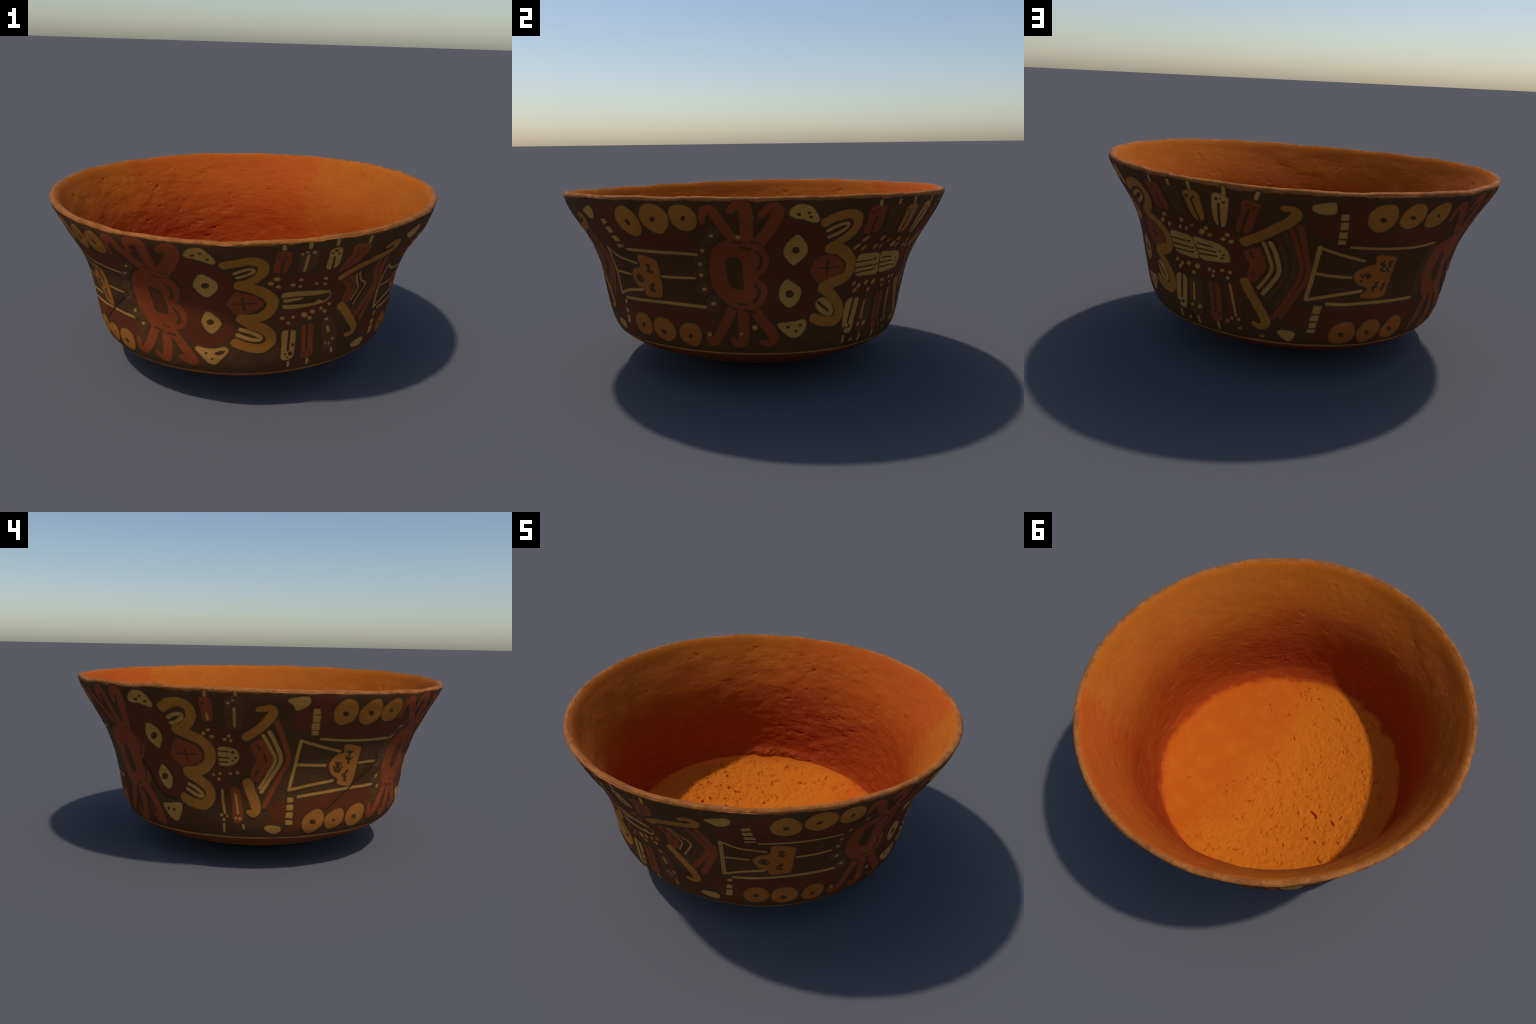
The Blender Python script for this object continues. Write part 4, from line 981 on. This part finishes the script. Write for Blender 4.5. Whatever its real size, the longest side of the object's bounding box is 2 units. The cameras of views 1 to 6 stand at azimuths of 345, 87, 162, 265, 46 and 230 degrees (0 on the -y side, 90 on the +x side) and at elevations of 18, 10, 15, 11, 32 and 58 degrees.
blob('shield', RED, [(145.4, 64.2), (148.8, 72.8), (151.1, 72.1), (155, 69.9), (156.9, 66.2), (156.6, 62.8), (154.8, 60.3), (149, 58.1), (147.3, 60.1)])
stroke('shield_cross', DARK, [(148.1, 64.6), (155, 65.1)], 0.0085, DETAIL)
stroke('shield_cross', DARK, [(151, 67.5), (151.8, 60.7)], 0.0085, DETAIL)

# third figure: hand and feather fingers
blob('spotted_ground', MAROON, [(156.7, 78.1), (158.2, 81.2), (160.9, 82.1), (162.5, 79.4), (163.4, 77.8), (165.8, 80.3), (167.8, 79.2), (168.7, 74.7), (170.8, 71.5), (172.7, 66.3), (171.9, 58.9), (169.8, 55.5), (166.5, 55.2), (163.5, 51), (161.7, 50.1), (159.7, 53.2), (159.4, 56.5), (161.4, 61.4), (162.2, 68.1), (159.5, 73.1)], GROUND)
oval('spot', CREAM, (160.3, 78.7), 0.0090, 0.0069, -148, DETAIL)
oval('spot', CREAM, (158.7, 76.7), 0.0100, 0.0075, -145, DETAIL)
oval('spot', CREAM, (161.1, 75.2), 0.0101, 0.0078, -151, DETAIL)
oval('spot', CREAM, (166.2, 76.0), 0.0074, 0.0064, 46, DETAIL)
oval('spot', CREAM, (164.9, 74.1), 0.0086, 0.0071, -146, DETAIL)
oval('spot', CREAM, (166.7, 73.6), 0.0074, 0.0064, -135, DETAIL)
oval('spot', CREAM, (162.5, 55.8), 0.0062, 0.0049, -164, DETAIL)
oval('spot', CREAM, (160.3, 54.9), 0.0057, 0.0048, -154, DETAIL)
oval('spot', CREAM, (162.0, 52.8), 0.0080, 0.0055, -170, DETAIL)
oval('spot', CREAM, (165.9, 56.0), 0.0066, 0.0049, -170, DETAIL)
oval('spot', CREAM, (168.2, 56.7), 0.0071, 0.0061, -165, DETAIL)
blob('hand', CREAM, [(162.5, 69.5), (164.7, 70), (167.4, 69.2), (168.8, 66.4), (168.5, 63), (166.3, 60.5), (163.4, 60.1), (162.4, 61.1), (162.4, 65.5)])
stroke('hand_slit', DARK, [(162.2, 67.8), (165.7, 67.6)], 0.007, DETAIL)
stroke('hand_slit', DARK, [(162, 64.4), (165.8, 64.3)], 0.007, DETAIL)
stroke('hand_slit', DARK, [(162, 62), (165.5, 62.1)], 0.007, DETAIL)
oval('hand_dot', DARK, (167.0, 67.4), 0.0086, 0.0073, 68, DETAIL + 1)
oval('hand_dot', DARK, (167.8, 64.4), 0.0070, 0.0057, -166, DETAIL + 1)
oval('hand_dot', DARK, (166.7, 62.7), 0.0053, 0.0044, -164, DETAIL + 1)
blob('feather', RED, [(159.4, 94.1), (160.1, 94.8), (162.1, 94.7), (162.5, 92), (162.2, 84.5), (161.6, 83.5), (159.6, 83.6), (159.4, 87.4)])
stroke('feather_slit', CREAM, [(160.8, 87.2), (160.8, 84.1)], 0.011, DETAIL)
oval('feather_dot', DARK, (160.1, 92.2), 0.0063, 0.0051, -140, DETAIL + 1)
stroke('feather_stem', CREAM, [(161, 97.7), (161, 95.9)], 0.012)
blob('feather', FADED, [(166.4, 95), (170.8, 95.4), (170.6, 82.6), (169.3, 79.7), (165.8, 81.6)])
stroke('feather_slit', CREAM, [(168.4, 90.3), (168.1, 81.1)], 0.01, DETAIL)
oval('feather_dot', CREAM, (166.9, 92.8), 0.0066, 0.0054, -162, DETAIL + 1)
oval('feather_dot', CREAM, (168.1, 94.1), 0.0054, 0.0041, -169, DETAIL + 1)
stroke('feather_stem', CREAM, [(168.9, 98.3), (168.9, 96.7)], 0.013)
stroke('feather_slit', CREAM, [(162.9, 46.9), (163, 40.8), (163.5, 34.4)], 0.0095)
oval('spot', CREAM, (162.3, 33.4), 0.0065, 0.0055, 68, DETAIL)
oval('spot', CREAM, (163.1, 30.9), 0.0065, 0.0056, -149, DETAIL)
oval('spot', OCHRE, (164.3, 32.9), 0.0063, 0.0056, -152, DETAIL)
stroke('feather_stem', CREAM, [(163, 28.6), (162.9, 23.8)], 0.009)
blob('feather', RED, [(166, 47.8), (168.5, 48), (169.5, 40.7), (169.8, 31.1), (168.8, 29.8), (166.6, 30.2), (166.3, 39.1)])
stroke('feather_slit', CREAM, [(167.4, 45.3), (168.2, 34.5)], 0.0095, DETAIL)
oval('feather_dot', CREAM, (168.9, 31.9), 0.0074, 0.0069, -146, DETAIL + 1)
oval('feather_dot', CREAM, (167.4, 32.0), 0.0059, 0.0054, 63, DETAIL + 1)
stroke('feather_stem', CREAM, [(169.9, 28.5), (170.2, 26.3)], 0.01)

# third figure: hooks, jaw and chevrons
stroke('hook', OCHRE, [(174.9, 90.2), (176.3, 90.7), (177.8, 90.8), (178.5, 88.5), (177.1, 84.3), (174.5, 79.7), (171.1, 75.5)], 0.038)
stroke('hook', OCHRE, [(171.4, 51.9), (172.3, 47.6), (174, 40.9), (174.4, 36.5), (173.6, 34.4), (172.3, 35.4)], 0.042)
blob('jaw', RED, [(172.5, 71.6), (174.9, 74.7), (176.3, 73.8), (179.2, 65.2), (179, 61.9), (176.7, 55.8), (174.7, 52.1), (172.5, 55), (172.7, 57.6), (174.2, 63.7)])
stroke('jaw_mark', DARK, [(174.5, 71.7), (175.4, 69.1)], 0.011, DETAIL)
stroke('jaw_mark', DARK, [(176.7, 66.8), (177.3, 62.8)], 0.01, DETAIL)
stroke('jaw_mark', DARK, [(174.9, 58.4), (173.9, 55.4)], 0.011, DETAIL)
stroke('chevron', CREAM, [(176.1, 77.1), (178.3, 70.5), (180.1, 63.9), (177.9, 55.8), (175.4, 48.7)], 0.0135)
stroke('chevron', CREAM, [(177.8, 78.9), (180.1, 71.9), (181.8, 63.9), (179.5, 55.9), (176, 46.7)], 0.0165)
stroke('chevron', RED, [(179.7, 84.1), (182.1, 74.7), (184.2, 63.9), (182, 55.9), (177, 38.6)], 0.021)

# third figure: tail panel
blob('cream_fleck', CREAM, [(182.1, 94.5), (182.4, 95.7), (187.1, 96.9), (187.5, 92.9), (184.6, 90.3), (183.6, 92.8)])
blob('cream_fleck', CREAM, [(177.5, 26.8), (179, 28.3), (182.8, 27.4), (183, 24.8), (181, 23.5), (179.1, 24.5)])
oval('panel_ground', MAROON, (186.6, 84.9), 0.0598, 0.0507, 128, GROUND)
oval('panel_ground', MAROON, (182.3, 35.5), 0.0577, 0.0503, 107, GROUND)
blob('panel_ground', MAROON, [(188.1, 96.9), (195.4, 97.3), (194.3, 92.4), (195.5, 85.3), (198.5, 81.9), (203.8, 82.3), (212.9, 83.3), (221.5, 86.2), (224.1, 83), (221.8, 74.6), (211, 74.5), (201.3, 75.1), (193.2, 76.8), (191.6, 84.7)], GROUND + 1)
blob('panel_ground', MAROON, [(188.5, 42.1), (196.6, 43.9), (209.2, 45.1), (218.7, 44.5), (221.5, 37.9), (216.2, 34.8), (207.8, 33.9), (202.2, 35.7), (193.9, 36.1), (190.9, 32.2), (190, 25.7), (187.1, 22.1), (183.7, 24.7), (187.7, 28.9), (187.9, 37.3)], GROUND + 1)
patch('ladder_rung', CREAM, [(189, 91), (190.8, 91), (191.1, 88.4), (189.2, 88.3)])
patch('ladder_rung', CREAM, [(189.2, 87.6), (191.2, 87.6), (191.6, 84.4), (189.5, 84.4)])
patch('ladder_rung', CREAM, [(189.5, 83.8), (191.6, 83.8), (191.9, 80.3), (189.8, 80.4)])
patch('ladder_rung', CREAM, [(189.9, 79.7), (191.9, 79.7), (192.1, 77.4), (190.1, 77.4)])
patch('ladder_rung', CREAM, [(185, 43.5), (186.9, 43.4), (186.8, 41), (185, 41.1)])
patch('ladder_rung', CREAM, [(184.9, 39.6), (187.1, 39.5), (187, 36.7), (184.8, 36.8)])
patch('ladder_rung', CREAM, [(184.9, 35.5), (187.2, 35.4), (187.1, 32.5), (184.8, 32.6)])
patch('ladder_rung', CREAM, [(184.9, 31.1), (187.1, 31), (187.1, 28.7), (184.8, 28.8)])
stroke('cage_line', CREAM, [(193.3, 75.3), (199.3, 74.3), (208.8, 73.7), (220.7, 73.6)], 0.0115)
stroke('cage_line', CREAM, [(188.5, 44), (196.4, 45.5), (206.3, 46.7), (218.9, 46.7)], 0.0125)
stroke('cage_line', CREAM, [(209.6, 60.8), (214, 60.9), (218.6, 60.6)], 0.0095)
stroke('cage_line', CREAM, [(187.4, 74.5), (186.6, 61.2), (185.2, 47.7)], 0.013)
stroke('cage_line', CREAM, [(187.4, 74.4), (193.7, 71.2), (200.9, 68)], 0.0115)
stroke('cage_line', CREAM, [(187.2, 61.4), (192.4, 60.9), (196.9, 60.6)], 0.0115)
stroke('cage_line', CREAM, [(185.1, 47.7), (192.4, 50.1), (200.5, 51.9)], 0.0115)
blob('trophy_head', OCHRE, [(198.3, 59.9), (198.7, 63.3), (200.5, 66.3), (202.6, 67.2), (202.1, 71), (203.5, 71.6), (207.9, 69.8), (208.6, 67.2), (208.7, 55.9), (208.1, 48.9), (205.5, 48.5), (202.5, 50.1), (202.2, 52.9), (199.7, 55.6)])
stroke('head_scratch', DARK, [(203.5, 67.8), (205.7, 67.5)], 0.0085, DETAIL)
stroke('head_scratch', DARK, [(204.9, 67.6), (204.8, 64.5)], 0.0085, DETAIL)
stroke('head_scratch', DARK, [(203.6, 64.6), (206.3, 63.6)], 0.0085, DETAIL)
stroke('head_scratch', DARK, [(204.8, 64.5), (205.4, 60.9)], 0.0085, DETAIL)
stroke('head_scratch', DARK, [(200.3, 61.9), (202.6, 60.9)], 0.0085, DETAIL)
stroke('head_scratch', DARK, [(199.9, 59.4), (203.2, 58.7)], 0.0085, DETAIL)
stroke('head_scratch', DARK, [(201.2, 62.1), (201.6, 56.8)], 0.0085, DETAIL)
stroke('head_scratch', DARK, [(200.5, 57.4), (202.7, 56.7)], 0.0085, DETAIL)
stroke('head_scratch', DARK, [(205.6, 57.2), (204.5, 54.4)], 0.0085, DETAIL)
stroke('head_scratch', DARK, [(203.6, 55.3), (205.5, 53.5)], 0.0085, DETAIL)
stroke('head_scratch', DARK, [(204.5, 54.4), (205.4, 51.1)], 0.0085, DETAIL)
blob('disc', OCHRE, [(195.1, 87.9), (195.1, 91.7), (197.1, 95.2), (199.6, 95.3), (201.5, 93), (202.2, 88.4), (201.2, 84.5), (198.3, 82.8), (196.2, 84.6)])
oval('disc_hole', DARK, (198.5, 88.4), 0.0169, 0.0120, 150, DETAIL)
blob('disc', OCHRE, [(203.2, 86.4), (203, 90.3), (204.9, 94.5), (207.5, 95.9), (209.3, 94), (210.3, 89.3), (209.5, 84.6), (206.8, 82.7), (204.4, 84)])
oval('disc_hole', DARK, (206.7, 88.7), 0.0181, 0.0111, 145, DETAIL)
blob('disc', OCHRE, [(211.5, 85.8), (210.5, 90), (212.1, 93.9), (215.1, 95.7), (217.2, 93.5), (218.1, 89.3), (217.2, 84.9), (213.8, 83.8)])
oval('disc_hole', DARK, (214.0, 89.4), 0.0173, 0.0091, 147, DETAIL)
blob('disc', OCHRE, [(190.9, 27.9), (191.8, 32.8), (194.8, 36), (197.5, 35.7), (198.7, 32.3), (198.5, 27.6), (196.1, 23.8), (192.7, 23.5)])
oval('disc_hole', DARK, (194.8, 29.5), 0.0172, 0.0129, 155, DETAIL)
blob('disc', OCHRE, [(199.6, 28.2), (200, 32.1), (203.3, 35.1), (206, 35), (207.2, 31.8), (206.5, 27.1), (203.8, 24.3), (201, 24.8)])
oval('disc_hole', DARK, (203.1, 29.1), 0.0093, 0.0066, 139, DETAIL)
blob('disc', OCHRE, [(208.4, 29), (209, 33.6), (212.1, 36.6), (215.4, 35.8), (216.8, 32.4), (216.4, 27.2), (214.1, 24), (210.4, 24.6)])
oval('disc_hole', DARK, (212.3, 29.3), 0.0183, 0.0111, 147, DETAIL)
oval('scallop', FADED, (223.0, 78.8), 0.0582, 0.0253, -140)
oval('scallop', FADED, (220.7, 73.1), 0.0483, 0.0195, 46)
oval('scallop', FADED, (219.5, 66.7), 0.0444, 0.0207, -140)
oval('scallop', FADED, (218.9, 60.7), 0.0449, 0.0230, -135)
oval('scallop', FADED, (220.7, 50.6), 0.0447, 0.0264, 49)
oval('scallop', FADED, (222.7, 44.5), 0.0473, 0.0260, 65)
oval('scallop_dot', CREAM, (223.2, 79.6), 0.0138, 0.0061, -139, DETAIL)
oval('scallop_dot', CREAM, (220.9, 74.1), 0.0166, 0.0068, -142, DETAIL)
oval('scallop_dot', CREAM, (220.1, 51.5), 0.0115, 0.0065, 55, DETAIL)
oval('scallop_dot', CREAM, (222.6, 44.7), 0.0110, 0.0069, -137, DETAIL)

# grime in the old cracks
stroke('crack', CRACK, [(218.7, 60.2), (212.6, 53.1), (206.5, 44.9), (199.6, 36.1)], 0.008, DETAIL + 2)
stroke('crack', CRACK, [(131, 57), (133.3, 51.3), (135.6, 44.9), (139.4, 40.2), (144.6, 39.3)], 0.016, DETAIL + 2)


# ---------------------------------------------------------------- turning outlines into thin coats of slip
def fill_outline(p):
    """Triangulate a closed outline (degrees, %) with inner points so that it follows the curved wall."""
    keep = [p[0]]
    for q in p[1:]:
        if math.hypot((q[0] - keep[-1][0]) * 0.0141, (q[1] - keep[-1][1]) * 0.0092) > 0.0008:
            keep.append(q)
    p = np.array(keep)
    n = len(p)
    u = p * [0.0141, 0.0092]
    lo, hi = u.min(0), u.max(0)
    step = 0.010
    inner = []
    for i, x in enumerate(np.arange(lo[0] + step / 2, hi[0], step)):
        for y in np.arange(lo[1] + step / 2 * (1 + i % 2), hi[1], step):
            inner.append((x, y))
    verts = [Vector(q) for q in u] + [Vector(q) for q in inner]
    vs, es, fs, _, _, _ = delaunay_2d_cdt(verts, [], [list(range(n))], 1, 1e-6)
    v = np.array([tuple(q) for q in vs]) / [0.0141, 0.0092]
    return v, [list(f) for f in fs], np.zeros(len(v))


def ribbon_mesh(m, width, kx, ky, seed, tip):
    """Brush stroke as a strip of quads with rounded ends, mapped back to (degrees, %)."""
    seg = np.linalg.norm(np.diff(m, axis=0), axis=1)
    s = np.concatenate([[0], np.cumsum(seg)])
    total, h = s[-1], width / 2
    ext = h * 0.8
    n = max(8, int((total + 2 * ext) / 0.005))
    q = np.linspace(-ext, total + ext, n + 1)
    end = np.minimum(q + ext, total + ext - q)
    q = np.concatenate([q[:1], [q[0] + ext * 0.04, q[0] + ext * 0.14], q[1:-1], [q[-1] - ext * 0.14, q[-1] - ext * 0.04], q[-1:]])
    q = np.sort(q)
    end = np.minimum(q + ext, total + ext - q)
    wv = np.sqrt(np.clip(1 - (1 - np.minimum(end / max(ext, 1e-9), 1)) ** 2, 0.0004, 1))
    if tip:
        wv = wv * (0.66 + 0.42 * smooth(q if tip > 0 else total - q, 0.01, 0.07))
    x = np.stack([np.interp(q, s, m[:, 0]), np.interp(q, s, m[:, 1])], -1)
    t0, t1 = (m[1] - m[0]), (m[-1] - m[-2])
    t0, t1 = t0 / np.linalg.norm(t0), t1 / np.linalg.norm(t1)
    x = np.where((q < 0)[:, None], m[0] + q[:, None] * t0, x)
    x = np.where((q > total)[:, None], m[-1] + (q - total)[:, None] * t1, x)
    t = np.gradient(x, axis=0)
    t /= np.maximum(np.linalg.norm(t, axis=1, keepdims=True), 1e-9)
    nr = np.stack([-t[:, 1], t[:, 0]], -1)
    jit = lambda z: 1 + 0.07 * value_noise(np.stack([q * 45, 0 * q, np.full(len(q), seed * 2.3 + z)], -1), 95)
    turn = np.unwrap(np.arctan2(t[:, 1], t[:, 0]))
    curve = np.gradient(turn) / np.maximum(np.gradient(q), 1e-6)
    curve = np.convolve(np.pad(curve, 2, mode="edge"), np.ones(5) / 5, "valid")
    tight = 0.72 / np.maximum(np.abs(curve), 1e-6)          # a stroke cannot be wider than its bend on the inner side
    cols = max(2, int(width / 0.012) + 1)
    rows = []
    for j in range(cols + 1):
        a = j / cols * 2 - 1
        off = a * h * wv * (jit(0) if a > 0 else jit(50))
        off = np.where(off * curve > 0, np.sign(off) * np.minimum(np.abs(off), tight * abs(a)), off)
        rows.append(x + nr * off[:, None])
    v = np.concatenate(rows) / [kx, ky]
    k = len(q)
    faces = []
    for j in range(cols):
        for i in range(k - 1):
            faces.append([j * k + i, j * k + i + 1, (j + 1) * k + i + 1, (j + 1) * k + i])
    run = np.tile(np.arange(k) / k, cols + 1)
    return v, faces, run


def make_pieces(parent):
    joined = {}
    for i, (name, mat, shape, layer) in enumerate(pieces):
        v, faces, run = ribbon_mesh(*shape[1:]) if isinstance(shape, tuple) else fill_outline(shape)
        if not faces:
            continue
        lift = LAYER * (1.5 + layer) + LAYER * 1.6 * (i % 97) / 97
        xyz, nrm = outer_frame(np.radians(v[:, 0]), np.clip(v[:, 1] / 100, 0.03, 0.985), lift + LAYER * 0.7 * run)
        # all faces look outwards
        a, b, c = (xyz[[f[k] for f in faces]] for k in range(3))
        flip = np.einsum("ij,ij->i", np.cross(b - a, c - a), nrm[[f[0] for f in faces]]) < 0
        faces = [f[::-1] if w else f for f, w in zip(faces, flip)]
        if name in JOINED or name in ("dark_outline", "thin_edge"):
            joined.setdefault((name, mat.name), []).append((xyz, faces, nrm, mat))
        else:
            mesh_object("painted_" + name, xyz, faces, mat, nrm, parent)
    for (name, _), parts in joined.items():
        off, V, F, N = 0, [], [], []
        for xyz, faces, nrm, mat in parts:
            V.append(xyz), N.append(nrm)
            F += [[k + off for k in f] for f in faces]
            off += len(xyz)
        ob = mesh_object("painted_" + name, np.concatenate(V), F, parts[0][3], np.concatenate(N), parent)
        ob["kind"] = "stuff"


def ring_line(name, mat, height, width, parent):
    """The thin pale line all round above the underside."""
    th = np.linspace(0, 2 * np.pi, 720, endpoint=False)
    w = value_noise(np.stack([np.cos(th) * 6, np.sin(th) * 6, 0 * th], -1), 97)
    v = value_noise(np.stack([np.cos(th) * 14, np.sin(th) * 14, 0 * th], -1), 98)
    g, nn = [], []
    for k in np.linspace(-0.5, 0.5, 5):
        p, n = outer_frame(th, height + 0.002 * w + k * width * (1 + 0.3 * v), np.full_like(th, LAYER * 6))
        g.append(p), nn.append(n)
    m, J = len(th), np.arange(len(th))
    faces = []
    for i in range(4):
        a, b = i * m + J, i * m + (J + 1) % m
        faces += np.stack([a, b, b + m, a + m], 1).tolist()
    return mesh_object(name, np.concatenate(g), faces, mat, np.concatenate(nn), parent)


# ---------------------------------------------------------------- assembly
bowl = bpy.data.objects.new("painted_bowl", None)
bpy.context.scene.collection.objects.link(bowl)
bowl["label"] = "flaring pottery bowl painted with crabs, faces and trophy heads"
bowl["category"] = "pottery bowl"

sections, grid = build_body()
normals = grid_normals(grid)
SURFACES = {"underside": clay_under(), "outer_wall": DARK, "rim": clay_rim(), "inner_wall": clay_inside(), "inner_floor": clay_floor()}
parts = {}
for part, mat in SURFACES.items():
    rows = [i for i, s in enumerate(sections) if s[0] == part]
    lo, hi = rows[0], min(rows[-1] + 1, len(sections) - 1)
    J, faces = np.arange(NTH), []
    for i in range(hi - lo):
        a, b = i * NTH + J, i * NTH + (J + 1) % NTH
        faces += np.stack([a, b, b + NTH, a + NTH], 1).tolist()
    parts[part] = mesh_object(part, grid[lo:hi + 1].reshape(-1, 3), faces, mat, normals[lo:hi + 1].reshape(-1, 3), bowl)

make_pieces(parts["outer_wall"])
ring_line("painted_line", YELLOW, 0.207, 0.009, parts["outer_wall"])
